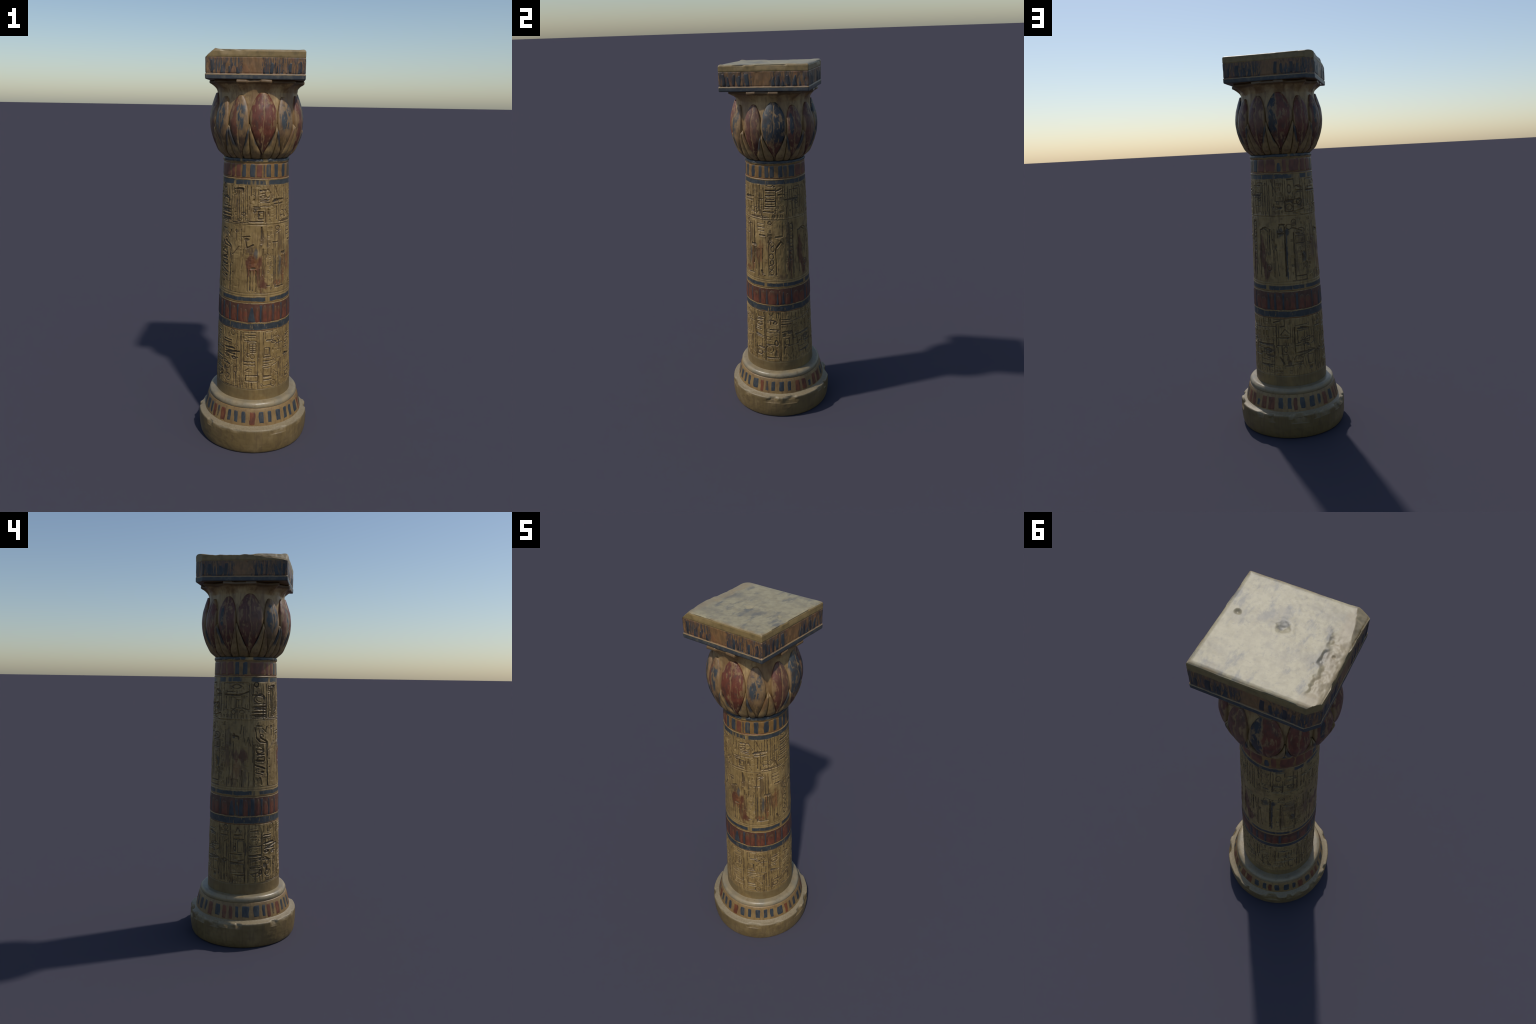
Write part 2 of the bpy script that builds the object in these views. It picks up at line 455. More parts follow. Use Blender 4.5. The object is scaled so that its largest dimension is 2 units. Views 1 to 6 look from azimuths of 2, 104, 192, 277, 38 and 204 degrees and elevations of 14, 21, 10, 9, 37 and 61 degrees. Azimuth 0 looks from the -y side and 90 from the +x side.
def carve_lower_left(r):
    r.slant(-149.7, .586, -135.0, .574, 3); r.ring(-134.9, .506, 9.2, .022); r.slant(-149.5, .493, -137.3, .490, 2)
    r.slant(-153.9, .428, -126.4, .448, 2); r.stem(-139.2, .433, .367); r.slant(-139.8, .465, -126.4, .453); r.stem(-124.6, .627, .325)
    r.stem(-106.9, .635, .318); r.stem(-104.0, .636, .301); r.stem(-119.2, .566, .329); r.stem(-130.6, .577, .532); r.ring(-113.2, .619, 3.7, .013)
    r.bar(-121.2, -108.6, .600); r.bar(-122.9, -108.6, .577, 2); r.slant(-116.1, .541, -107.1, .557); r.stem(-116.0, .543, .450)
    r.stem(-111.1, .546, .462); r.ring(-114.3, .442, 3.1, .009, 2); r.stem(-114.2, .428, .332, 2); r.slant(-92.3, .622, -96.1, .594)
    r.slant(-92.3, .622, -88.1, .599); r.bar(-97.4, -87.0, .581, 3); r.bar(-98.7, -83.1, .559, 2); r.stem(-98.9, .553, .508)
    r.stem(-95.2, .536, .509); r.ring(-96.6, .509, 1.9, .011); r.frame(-92.0, -82.9, .488, .551); r.bar(-104.0, -85.4, .477, 2)
    r.pit(-93.1, .455, 1.3, .009); r.slant(-91.8, .441, -82.7, .448, 2); r.bar(-103.9, -91.8, .432, 3); r.frame(-103.9, -82.6, .378, .427)
    r.frame(-99.5, -80.8, .315, .365, 2); r.stem(-91.2, .365, .324); r.stem(-80.9, .641, .325); r.pit(-79.3, .506, 1.5, .041)
    r.stem(-76.1, .641, .324); r.stem(-74.3, .640, .324); r.bar(-71.6, -62.2, .613); r.bar(-71.6, -59.4, .601, 2); r.stem(-56.6, .623, .596)
    r.bar(-71.5, -62.1, .570, 2); r.bar(-71.4, -62.0, .556); r.slant(-58.9, .557, -61.9, .526); r.frame(-71.4, -63.3, .527, .554)
    r.bar(-73.9, -54.7, .519, 2); r.stem(-53.2, .582, .473); r.bar(-74.4, -54.4, .470, 3); r.bar(-74.3, -54.3, .453, 2)
    r.frame(-72.0, -54.2, .413, .444); r.stem(-62.9, .445, .422); r.bar(-72.2, -54.1, .404, 3); r.bar(-70.8, -54.0, .393)
    r.slant(-70.7, .369, -59.8, .375, 2); r.ring(-55.5, .377, 2.1, .011, 2); r.stem(-63.9, .368, .322); r.stem(-49.0, .625, .589)
    r.stem(-40.3, .620, .584); r.bar(-48.9, -34.6, .574, 2); r.bar(-48.8, -34.5, .561, 2); r.slant(-48.6, .530, -30.1, .536, 3)
    r.slant(-45.2, .514, -25.1, .522); r.slant(-46.8, .501, -27.4, .502, 3); r.ring(-43.4, .486, 3.5, .006, 2); r.ring(-29.6, .481, 3.3, .007, 2)
    r.slant(-51.3, .444, -37.6, .441, 2); r.ring(-42.1, .425, 4.3, .014); r.pit(-47.9, .411, 2.9, .016); r.slant(-44.7, .418, -42.7, .380, 2)
    r.stem(-24.6, .621, .340); r.stem(-18.5, .617, .333); r.ring(-43.5, .371, 4.5, .014)

def carve_upper_front(r):
    r.stem(-49.9, 1.366, 1.187); r.stem(-43.9, 1.298, 1.190); r.stem(-41.6, 1.368, 1.258); r.stem(-29.2, 1.351, 1.200); r.stem(-25.2, 1.352, 1.201)
    r.stem(-21.8, 1.353, 1.214); r.stem(-19.3, 1.362, 1.338, 2); r.stem(-14.9, 1.371, 1.212); r.stem(-11.8, 1.371, 1.233); r.stem(-8.1, 1.323, 1.258)
    r.bar(-27.1, -17.8, 1.361, 2); r.ring(-35.5, 1.329, 3.6, .006); r.ring(-34.6, 1.349, 3.2, .007); r.pit(-0.6, 1.304, 2.1, .008, 2)
    r.stem(6.5, 1.356, 1.276); r.bar(10.1, 18.6, 1.352, 3); r.slant(11.6, 1.335, 18.0, 1.338); r.ring(14.5, 1.320, 4.0, .006)
    r.bar(10.4, 24.8, 1.305, 2); r.slant(10.5, 1.298, 26.4, 1.292); r.bar(-1.8, 9.2, 1.271, 2); r.bar(-1.8, 9.3, 1.262, 2); r.bar(10.6, 31.3, 1.275)
    r.frame(7.5, 16.0, 1.213, 1.248, 2); r.pit(8.9, 1.231, 1.3, .007); r.ring(1.0, 1.252, 2.2, .006); r.stem(24.0, 1.259, 1.237, 3)
    r.stem(27.1, 1.258, 1.225); r.bar(35.1, 56.0, 1.306, 3); r.bar(35.2, 54.3, 1.286, 2); r.slant(37.3, 1.370, 44.8, 1.319)
    r.stem(35.4, 1.395, 1.317); r.stem(47.8, 1.360, 1.310); r.stem(52.9, 1.383, 1.309); r.stem(40.1, 1.271, 1.209, 2); r.stem(45.0, 1.274, 1.207)
    r.stem(50.3, 1.273, 1.218); r.bar(52.6, 85.7, 1.203); r.bar(50.4, 87.5, 1.195, 2); r.stem(57.4, 1.374, 1.215); r.stem(63.5, 1.372, 1.212)
    r.stem(70.9, 1.370, 1.217); r.ring(62.7, 1.234, 4.4, .016); r.ring(-55.2, 1.298, 8.4, .020); r.slant(-70.7, 1.312, -47.6, 1.305, 2)
    r.slant(-70.5, 1.249, -45.1, 1.239, 3); r.bar(-70.4, -45.1, 1.225, 2); r.bar(-70.4, -45.1, 1.209, 3); r.slant(-70.3, 1.194, -47.3, 1.193)
    r.bar(-38.8, -9.9, 1.192); r.bar(-7.1, 15.3, 1.199, 2); r.ring(-24.9, 1.206, 3.2, .007); r.ring(-17.4, 1.236, 3.6, .008)
    r.ring(-31.7, 1.236, 2.4, .008); r.stem(-5.0, 1.368, 1.324); r.stem(2.0, 1.340, 1.308); r.ring(23.1, 1.336, 4.5, .020); r.stem(18.8, 1.246, 1.193)

def carve_upper_right(r):
    r.stem(40.3, 1.357, 1.305); r.stem(45.1, 1.300, 1.194); r.stem(52.9, 1.369, 1.312); r.slant(32.8, 1.298, 54.5, 1.304, 3); r.bar(34.3, 53.7, 1.285)
    r.stem(58.2, 1.367, 1.197); r.stem(67.9, 1.370, 1.226); r.stem(72.2, 1.376, 1.303); r.stem(74.9, 1.350, 1.210); r.bar(70.5, 77.6, 1.298, 2)
    r.stem(79.3, 1.360, 1.240); r.bar(83.9, 100.2, 1.347, 3); r.bar(84.6, 99.3, 1.334); r.slant(83.6, 1.317, 99.9, 1.320, 2)
    r.bar(84.2, 99.7, 1.299, 2); r.bar(83.2, 99.6, 1.286, 3); r.bar(83.8, 98.7, 1.269); r.bar(82.0, 99.4, 1.258, 3); r.bar(80.2, 97.7, 1.245)
    r.bar(78.3, 97.5, 1.228, 2); r.stem(102.3, 1.357, 1.260); r.slant(103.2, 1.343, 112.4, 1.355, 3); r.bar(107.6, 116.8, 1.323, 3)
    r.stem(115.7, 1.368, 1.313); r.stem(118.9, 1.367, 1.312); r.pit(112.2, 1.229, 5.0, .007); r.stem(121.7, 1.251, 1.191); r.stem(124.9, 1.292, 1.255)
    r.frame(128.6, 148.0, 1.299, 1.346); r.stem(133.6, 1.339, 1.307); r.frame(133.2, 147.6, 1.238, 1.285); r.stem(140.0, 1.285, 1.238)
    r.bar(118.2, 147.3, 1.293, 2); r.stem(152.0, 1.356, 1.193); r.stem(158.0, 1.357, 1.189); r.stem(165.9, 1.347, 1.187); r.bar(114.3, 176.9, 1.182)
    r.ring(91.3, 1.375, 5.9, .008); r.pit(99.6, 1.368, 1.8, .005); r.slant(71.4, 1.237, 77.8, 1.188, 2); r.bar(46.0, 69.1, 1.198)
    r.bar(45.7, 67.0, 1.187); r.ring(52.6, 1.238, 5.1, .014)

def carve_upper_back(r):
    r.stem(124.9, 1.363, 1.198); r.stem(134.2, 1.364, 1.200); r.frame(137.9, 153.0, 1.307, 1.359); r.pit(158.2, 1.356, 1.8, .004)
    r.stem(152.8, 1.359, 1.203); r.stem(162.8, 1.367, 1.212); r.slant(168.2, 1.389, 175.1, 1.328, 2); r.stem(173.4, 1.384, 1.290)
    r.stem(178.0, 1.370, 1.263); r.stem(-168.2, 1.373, 1.253); r.stem(-164.3, 1.364, 1.270); r.bar(-159.9, -148.5, 1.373, 3)
    r.ring(-157.0, 1.324, 3.6, .021); r.slant(-144.2, 1.339, -132.2, 1.327, 2); r.bar(-143.8, -130.5, 1.315, 3); r.bar(-144.0, -130.7, 1.307)
    r.stem(-147.9, 1.365, 1.267); r.stem(-129.7, 1.365, 1.227); r.stem(-123.6, 1.347, 1.226); r.bar(-122.1, -98.6, 1.313, 2)
    r.stem(-118.3, 1.302, 1.241); r.stem(-108.1, 1.300, 1.238); r.bar(-163.9, -150.4, 1.266, 3); r.frame(-165.7, -150.9, 1.208, 1.259, 2)
    r.ring(-158.6, 1.230, 5.7, .015); r.pit(174.6, 1.238, 1.5, .014); r.pit(-175.0, 1.228, 5.3, .007); r.ring(-139.0, 1.256, 4.9, .016, 2)
    r.stem(142.1, 1.294, 1.206); r.stem(157.0, 1.290, 1.212); r.ring(142.8, 1.272, 3.3, .007); r.bar(177.4, -169.2, 1.262)
    r.slant(-148.2, 1.206, -130.5, 1.218, 2); r.slant(-151.5, 1.198, -133.0, 1.188)

def carve_upper_left(r):
    r.stem(-135.2, 1.370, 1.232); r.stem(-122.6, 1.370, 1.234); r.bar(-120.3, -76.0, 1.372); r.bar(-117.4, -100.8, 1.329)
    r.ring(-97.9, 1.354, 7.6, .010); r.bar(-121.1, -91.8, 1.311, 3); r.slant(-91.8, 1.312, -75.9, 1.329, 2); r.stem(-112.0, 1.303, 1.244)
    r.stem(-117.2, 1.303, 1.243); r.frame(-108.3, -100.3, 1.241, 1.300); r.frame(-97.6, -88.7, 1.246, 1.287); r.stem(-94.3, 1.288, 1.246)
    r.slant(-87.2, 1.246, -77.0, 1.237, 2); r.stem(-74.9, 1.368, 1.238); r.stem(-71.1, 1.368, 1.246); r.ring(-62.6, 1.365, 3.7, .012, 2)
    r.stem(-68.6, 1.364, 1.318); r.bar(-69.9, -50.9, 1.313); r.ring(-57.5, 1.289, 9.5, .020); r.bar(-66.0, -45.2, 1.267)
    r.bar(-68.1, -43.1, 1.251, 3); r.bar(-66.6, -45.0, 1.238); r.bar(-65.0, -43.0, 1.225, 3); r.bar(-64.9, -44.8, 1.212)
    r.bar(-64.9, -44.7, 1.201, 2); r.stem(-42.0, 1.305, 1.194); r.ring(-103.6, 1.224, 3.8, .012); r.ring(-88.5, 1.225, 4.1, .009)
    r.stem(-106.8, 1.208, 1.191); r.stem(-101.2, 1.209, 1.192); r.stem(-95.9, 1.209, 1.192); r.stem(-90.7, 1.210, 1.193); r.stem(-85.5, 1.210, 1.193)
    r.stem(-80.5, 1.212, 1.193); r.stem(-37.2, 1.361, 1.202); r.stem(-31.2, 1.356, 1.201); r.stem(-25.9, 1.361, 1.201); r.stem(-18.2, 1.360, 1.217)
    r.bar(-31.0, -19.3, 1.358, 3); r.ring(-139.7, 1.327, 7.3, .013); r.ring(-146.1, 1.257, 8.0, .013); r.stem(-150.4, 1.309, 1.274)

def carve_scene_front(r):
    r.slant(-58.6, 1.141, -54.2, 1.092); r.slant(-54.2, 1.092, -40.9, 1.070, 3); r.slant(-41.1, 1.150, -45.0, 1.123, 2)
    r.slant(-61.8, 1.049, -49.2, 1.044, 2); r.stem(-41.4, 1.070, .822, 2); r.slant(-63.6, 1.034, -49.2, 1.027, 2)
    r.slant(-60.0, 1.010, -49.1, 1.004, 3); r.slant(-63.5, .977, -49.0, .970, 3); r.slant(-65.5, .949, -51.4, .938, 2)
    r.slant(-63.4, .911, -51.3, .899, 2); r.pit(-54.4, 1.152, 3.8, .004); r.stem(-59.7, .879, .834); r.pit(-11.5, 1.109, 5.4, .008)
    r.slant(-18.5, 1.121, -6.2, 1.126, 2); r.slant(-11.3, 1.066, -0.7, 1.083, 3); r.slant(-13.1, 1.102, -11.3, 1.069, 2)
    r.boss(4.9, 1.024, 8.0, .030); r.boss(12.5, 1.083, 2.9, .005); r.boss(-2.9, .977, 4.0, .009); r.pit(-0.2, .964, 4.8, .006, 2)
    r.stem(15.7, 1.062, .934, 2); r.stem(19.4, 1.036, .916); r.slant(23.6, 1.065, 21.4, 1.019); r.stem(13.0, 1.171, 1.112, 3)
    r.stem(16.5, 1.150, 1.120); r.stem(22.8, 1.149, 1.069); r.stem(34.8, 1.096, .876); r.stem(38.4, 1.094, .874); r.stem(43.1, 1.011, .871)
    r.ring(43.3, 1.164, 4.4, .010); r.slant(40.0, 1.140, 49.1, 1.153, 2); r.bar(32.3, 44.0, 1.094, 2); r.stem(52.3, 1.165, 1.040)
    r.stem(57.9, 1.162, 1.037); r.bar(51.6, 60.6, 1.038, 3); r.stem(55.9, 1.030, .925, 2); r.stem(65.0, 1.017, .846); r.stem(-9.3, .959, .846)
    r.stem(-5.0, .951, .852, 2); r.stem(-0.4, .952, .848); r.stem(4.4, .952, .844, 2); r.stem(9.7, .960, .852); r.pit(25.0, .873, 4.1, .004)
    r.bar(37.1, 55.2, .865, 2); r.stem(-21.3, 1.158, 1.066); r.stem(-30.5, 1.155, 1.105); r.ring(-29.8, 1.147, 2.2, .005)
    r.slant(-16.8, 1.059, -19.4, .956); r.slant(-37.1, 1.025, -24.2, 1.073)

def carve_scene_right(r):
    r.stem(37.2, 1.151, .861); r.stem(44.6, 1.141, .886); r.stem(57.6, 1.168, 1.030, 2); r.slant(51.4, 1.034, 60.4, 1.031, 3)
    r.stem(52.0, 1.018, .870, 2); r.stem(60.4, 1.009, .888); r.stem(68.0, 1.014, .858); r.stem(74.9, 1.017, .882); r.bar(65.3, 77.5, 1.159)
    r.bar(65.0, 78.9, 1.140, 2); r.bar(66.6, 78.7, 1.121); r.stem(79.8, 1.173, 1.134); r.ring(89.9, 1.165, 3.3, .009); r.bar(69.9, 80.0, 1.093, 3)
    r.pit(92.0, 1.074, 3.6, .015); r.slant(100.9, 1.085, 112.7, 1.090, 3); r.slant(101.9, 1.026, 109.5, 1.059, 3)
    r.slant(109.5, 1.059, 113.9, 1.044, 2); r.boss(108.2, 1.074, 3.2, .006); r.stem(100.5, 1.022, .864, 2); r.ring(93.2, 1.046, 4.2, .012)
    r.ring(94.5, 1.017, 3.0, .015); r.ring(91.8, .973, 3.9, .015); r.ring(93.0, .938, 3.0, .012); r.ring(91.2, .908, 3.7, .013)
    r.ring(92.4, .878, 4.0, .012); r.stem(87.1, 1.065, .862); r.stem(113.0, 1.168, 1.092); r.stem(124.9, 1.164, .872); r.stem(133.3, 1.159, .867)
    r.ring(129.4, 1.143, 3.0, .014); r.ring(129.2, 1.100, 3.0, .011); r.ring(128.9, 1.057, 3.0, .014); r.ring(128.6, 1.013, 3.0, .012)
    r.ring(128.3, .964, 3.0, .015); r.stem(144.6, 1.113, .898); r.stem(160.5, 1.100, .933); r.slant(145.3, 1.113, 151.5, 1.125, 2)
    r.slant(151.5, 1.125, 161.1, 1.105, 2); r.stem(172.8, 1.117, .858); r.slant(72.4, .886, 75.6, .863, 3); r.boss(77.3, .864, 5.1, .005)
    r.bar(86.9, 99.1, .863)

def carve_scene_back(r):
    r.stem(126.0, 1.166, .841); r.stem(132.0, 1.167, .845); r.stem(144.4, 1.115, .871, 2); r.stem(164.0, 1.117, .984, 2)
    r.slant(147.8, 1.115, 156.3, 1.128, 2); r.slant(156.3, 1.128, 165.3, 1.115, 2); r.slant(167.3, 1.108, 168.9, 1.011)
    r.slant(169.5, 1.064, 175.9, 1.003, 2); r.pit(175.6, 1.029, 1.8, .011); r.stem(170.5, 1.007, .864); r.bar(-177.5, -169.1, 1.140, 3)
    r.ring(-173.6, 1.120, 5.0, .021); r.bar(179.6, -171.3, 1.092, 3); r.stem(179.1, 1.108, 1.073); r.stem(-168.6, 1.124, .868, 3)
    r.ring(-160.9, 1.127, 5.1, .013); r.stem(-153.3, 1.094, .856, 2); r.slant(-155.3, 1.121, -137.1, 1.103, 2); r.pit(-145.4, 1.092, 5.3, .007)
    r.frame(-150.1, -132.4, 1.038, 1.077); r.stem(-131.2, 1.087, .954); r.pit(-137.1, .956, 2.7, .016, 2); r.stem(-129.7, .935, .863)
    r.ring(-131.6, .918, 3.3, .016); r.stem(-109.1, 1.121, .853); r.stem(-102.7, 1.073, .849); r.bar(-150.6, -132.7, .863, 2)
    r.pit(-101.9, 1.102, 3.0, .016); r.stem(157.2, 1.011, .857); r.ring(161.9, .913, 4.6, .018); r.slant(176.1, .998, 179.3, .869)
    r.ring(-152.0, 1.147, 4.4, .017)

def carve_scene_left(r):
    r.pit(-59.2, 1.154, 4.8, .005, 2); r.slant(-65.0, 1.145, -62.3, 1.094, 2); r.slant(-62.3, 1.094, -56.1, 1.071, 3)
    r.slant(-56.1, 1.071, -42.9, 1.064, 2); r.stem(-41.2, 1.065, .787, 3); r.slant(-60.9, 1.050, -49.9, 1.053, 2); r.ring(-56.2, 1.028, 7.2, .017, 2)
    r.bar(-60.7, -48.8, 1.005, 3); r.frame(-60.3, -47.8, .971, .992, 2); r.slant(-64.8, .951, -47.4, .931, 3); r.pit(-50.7, .913, 4.3, .006, 2)
    r.slant(-55.4, .884, -52.8, .848, 2); r.stem(-66.7, 1.055, .794, 2); r.stem(-69.5, 1.094, .965); r.slant(-103.4, 1.103, -94.4, 1.099, 3)
    r.stem(-93.8, 1.099, 1.085, 2); r.stem(-107.1, 1.113, 1.057); r.slant(-87.7, 1.158, -90.3, 1.115); r.stem(-84.8, 1.149, 1.094)
    r.stem(-117.7, 1.132, 1.046); r.ring(-138.8, 1.101, 8.0, .017); r.stem(-128.8, 1.134, 1.043); r.stem(-152.5, 1.035, .829)
    r.stem(-138.5, .978, .938, 3); r.stem(-131.9, 1.020, .839); r.slant(-85.0, 1.094, -80.7, 1.051); r.slant(-80.7, 1.051, -76.7, 1.094)
    r.slant(-76.7, 1.094, -72.4, 1.051); r.pit(-37.2, 1.029, 1.4, .004); r.pit(-36.8, .981, 1.5, .004); r.pit(-36.1, .936, 1.5, .004)
    r.frame(-104.2, -93.9, .814, .876); r.stem(-87.0, .921, .816, 2); r.stem(-89.7, .895, .816); r.stem(-113.7, .881, .810)
    r.slant(-50.4, 1.140, -43.3, 1.122, 2); r.ring(-52.6, 1.101, 3.2, .007); r.stem(-75.8, .913, .790); r.bar(-158.2, -130.8, .838, 2)


# ---------------------------------------------------------------- shaft
SHAFT = [(0.255, 0.2000), (0.318, 0.1985), (0.45, 0.1943), (0.65, 0.1890), (0.81, 0.1845), (0.95, 0.1793),
         (1.18, 0.1725), (1.40, 0.1655), (1.50, 0.1618)]
N_AZ = 900


def shaft_radius(z):
    return profile(SHAFT, z)


def drum(name, z0, z1, material, carve=(), step=0.0015, ledges=(), rough=0.0006, fine=0.0,
         fill=0.0, fa=8.0, fz=0.026, columns=()):
    """A length of the shaft; ledges = (height, radial offset, half width)."""
    nz = max(6, int((z1 - z0) / step))
    z = np.linspace(z0, z1, nz)
    az = np.arange(N_AZ) * 360.0 / N_AZ
    rel = Relief(float(shaft_radius(np.array([(z0 + z1) / 2]))[0]), az, z)
    for c in carve:
        c(rel)
    if fill:
        rng = np.random.RandomState(int(z0 * 1000))
        cells = [(a + 0.5 * fa * (i % 2), zc, 0.42 * fa, 0.40 * fz) for i, zc in enumerate(np.arange(z0 + 0.02, z1 - 0.012, fz))
                 for a in np.arange(0, 360, fa)]
        if columns:
            cells = [c for c in cells if any(abs(wrap(c[0] - q)) < 5 for q in columns)]
        rel.fill_signs(cells, fill, rng)
    h = rel.h
    if carve:
        # carved field: shallow chisel streaks and worn patches
        A, Z = np.meshgrid(np.radians(az), z)
        x, y = np.sin(A) * 0.18, -np.cos(A) * 0.18
        h = h + fine * np.minimum(0.1, fbm(x * 140, y * 140, Z * 30, 2)) * smooth(-0.6, 0.4, fbm(x * 16, y * 16, Z * 16, 2))
        h = h + fine * 0.8 * np.minimum(0.1, fbm(x * 70, y * 70, Z * 150, 2)) * smooth(0.0, 0.6, fbm(x * 20 + 9, y * 20, Z * 20, 2))
        h = h + 0.0011 * fbm(x * 22, y * 22, Z * 22, 3)
        h = h * (smooth(z0, z0 + 0.006, Z) * smooth(z1, z1 - 0.006, Z))

    def shape(A, Rr, Z):
        a = np.radians(A)
        x, y = np.sin(a) * 0.18, -np.cos(a) * 0.18
        Rr = shaft_radius(Z) + rough * fbm(x * 30, y * 30, Z * 30, 3)
        for zc, off, hw in ledges:
            zz = Z + 0.0022 * vnoise(x * 16, y * 16, Z * 0 + zc * 50)
            Rr = Rr + off * (1 - smooth(0.35 * hw, hw, np.abs(zz - zc)))
        return Rr + h, Z
    def closed(A, Rr, Z):
        Rm, Zm = shape(A[1:-1], Rr[1:-1], Z[1:-1])
        lip = np.full((1, A.shape[1]), 0.13)
        return np.vstack([lip, Rm, lip]), np.vstack([Zm[:1], Zm, Zm[-1:]])
    zz = np.concatenate([z[:1], z, z[-1:]])
    me = lathe(name, shaft_radius(zz), zz, N_AZ, closed)
    if carve:
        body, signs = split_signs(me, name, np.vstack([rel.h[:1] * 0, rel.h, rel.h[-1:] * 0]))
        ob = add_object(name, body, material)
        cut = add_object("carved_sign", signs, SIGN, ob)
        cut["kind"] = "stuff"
    else:
        ob = add_object(name, me, material)
    ob.location.y = -0.0018
    return ob


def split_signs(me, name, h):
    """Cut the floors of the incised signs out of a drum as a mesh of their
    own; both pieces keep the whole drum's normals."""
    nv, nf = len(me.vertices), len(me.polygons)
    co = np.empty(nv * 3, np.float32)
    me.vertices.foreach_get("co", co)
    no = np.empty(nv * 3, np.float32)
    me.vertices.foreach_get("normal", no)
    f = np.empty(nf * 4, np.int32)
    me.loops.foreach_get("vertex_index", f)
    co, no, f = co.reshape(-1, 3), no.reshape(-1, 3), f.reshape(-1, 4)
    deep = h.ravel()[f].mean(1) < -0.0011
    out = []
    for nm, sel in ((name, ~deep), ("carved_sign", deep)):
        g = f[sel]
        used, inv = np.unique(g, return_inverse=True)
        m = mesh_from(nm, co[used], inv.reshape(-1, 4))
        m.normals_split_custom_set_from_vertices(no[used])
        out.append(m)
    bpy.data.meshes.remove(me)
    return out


def stone_material(name, rough=0.47, **kw):
    n = Nodes(name, rough)
    c, h = stone_base(n, **kw)
    return n.finish(c, h)


def figure_material():
    """Stone with the remains of painted figures (red, brown, blue)."""
    n = Nodes("figure_stone", 0.47)
    c, h = stone_base(n, streak=0.6)
    ang, z = n.angle()
    wob = n.math('MULTIPLY', n.math('SUBTRACT', n.noise((70, 70, 16), detail=5, rough=0.62), 0.5), 2.2)
    wear = n.ramp01(n.noise((60, 60, 20), (4, 4, 4)), 0.26, 0.46)
    # az, z, half width (deg), half height, paint, strength
    remains = [
        (-6, 0.985, 7, 0.05, RED_DARK, 0.9), (4, 0.985, 9, 0.05, RUST, 0.75), (13, 0.93, 6, 0.10, RED_DARK, 0.8),
        (18, 0.875, 6, 0.02, RED_DARK, 0.8), (5, 1.04, 3.5, 0.03, BLUE, 0.7), (-6, 1.055, 7, 0.02, BROWN, 0.8),
        (14, 1.12, 3, 0.04, BROWN, 0.6), (47, 0.97, 3, 0.06, BLUE, 0.8), (54, 0.95, 4, 0.08, RED, 0.65),
        (42, 0.885, 7, 0.015, RED, 0.7), (46, 1.10, 4, 0.07, BROWN, 0.65), (69, 0.99, 7, 0.06, RED, 0.6), (60, 1.0, 3, 0.05, BROWN, 0.7),
        (88, 1.06, 6, 0.06, BROWN, 0.5), (124, 1.08, 4, 0.10, BROWN, 0.6), (126, 0.93, 4.5, 0.08, RED_DARK, 0.85),
        (148, 0.99, 6, 0.09, RED_DARK, 0.9), (158, 0.90, 9, 0.04, RED_DARK, 0.85), (112, 0.85, 7, 0.02, BROWN, 0.6),
        (183, 1.10, 5, 0.025, BLUE_DEEP, 0.7), (196, 1.10, 4, 0.02, BLUE_DEEP, 0.8), (193.5, 0.98, 1.8, 0.14, BLUE_DEEP, 0.9),
        (209, 0.95, 4, 0.10, BROWN, 0.6), (225, 0.965, 4, 0.025, BLUE_DEEP, 0.75), (221, 1.06, 9, 0.05, BROWN, 0.5),
        (244, 1.0, 7, 0.07, RED_DARK, 0.5), (262, 1.0, 7, 0.03, RED_DARK, 0.75), (275, 0.995, 7, 0.035, RED_DARK, 0.75),
        (266, 0.93, 9, 0.05, RUST, 0.47), (274, 0.90, 6, 0.08, BROWN, 0.6), (248, 1.06, 6, 0.09, BROWN, 0.45),
        (308, 1.13, 6, 0.012, BLUE, 0.4), (258, 0.87, 5, 0.04, RED_DARK, 0.4),
    ]
    for az, zc, ra, rz, paint, s in remains:
        m = n.spot(ang, z, az, zc, ra * 1.25, rz * 1.2, wob)
        c = n.mix(n.math('MULTIPLY', n.math('MULTIPLY', m, wear), s), c, paint)
    return n.finish(c, h)


def ring_material(name, ground, rings, breaks=0.38):
    """Stone with painted rings: rings = (low, high, colour, worn)."""
    n = Nodes(name, 0.47)
    c, h = stone_base(n, mid=ground)
    x, y, z = n.xyz()
    wob = n.math('MULTIPLY', n.math('SUBTRACT', n.noise((26, 26, 26), detail=3), 0.5), 0.012)
    zz = n.math('ADD', z, wob)
    fray = n.math('MULTIPLY', n.math('SUBTRACT', n.noise((130, 130, 18), detail=3), 0.5), 0.006)
    zz = n.math('ADD', zz, fray)
    gap = n.noise((17, 17, 3), (1, 2, 3), detail=2)
    tone = n.noise((40, 40, 30), (5, 1, 0), detail=3)
    for lo, hi, paint, worn in rings:
        m = n.band(zz, lo, hi, 0.0012)
        if worn > 0:
            m = n.math('MULTIPLY', m, n.ramp01(gap, breaks * worn, breaks * worn + 0.06))
            m = n.math('MULTIPLY', m, n.ramp01(n.noise((120, 120, 25), (9, 2, 2), detail=3), 0.25, 0.42))
        dk = tuple(v * 0.68 for v in paint[:3]) + (1,)
        c = n.mix(m, c, n.mix(n.ramp01(tone, 0.35, 0.65), paint, dk))
    return n.finish(c, h)


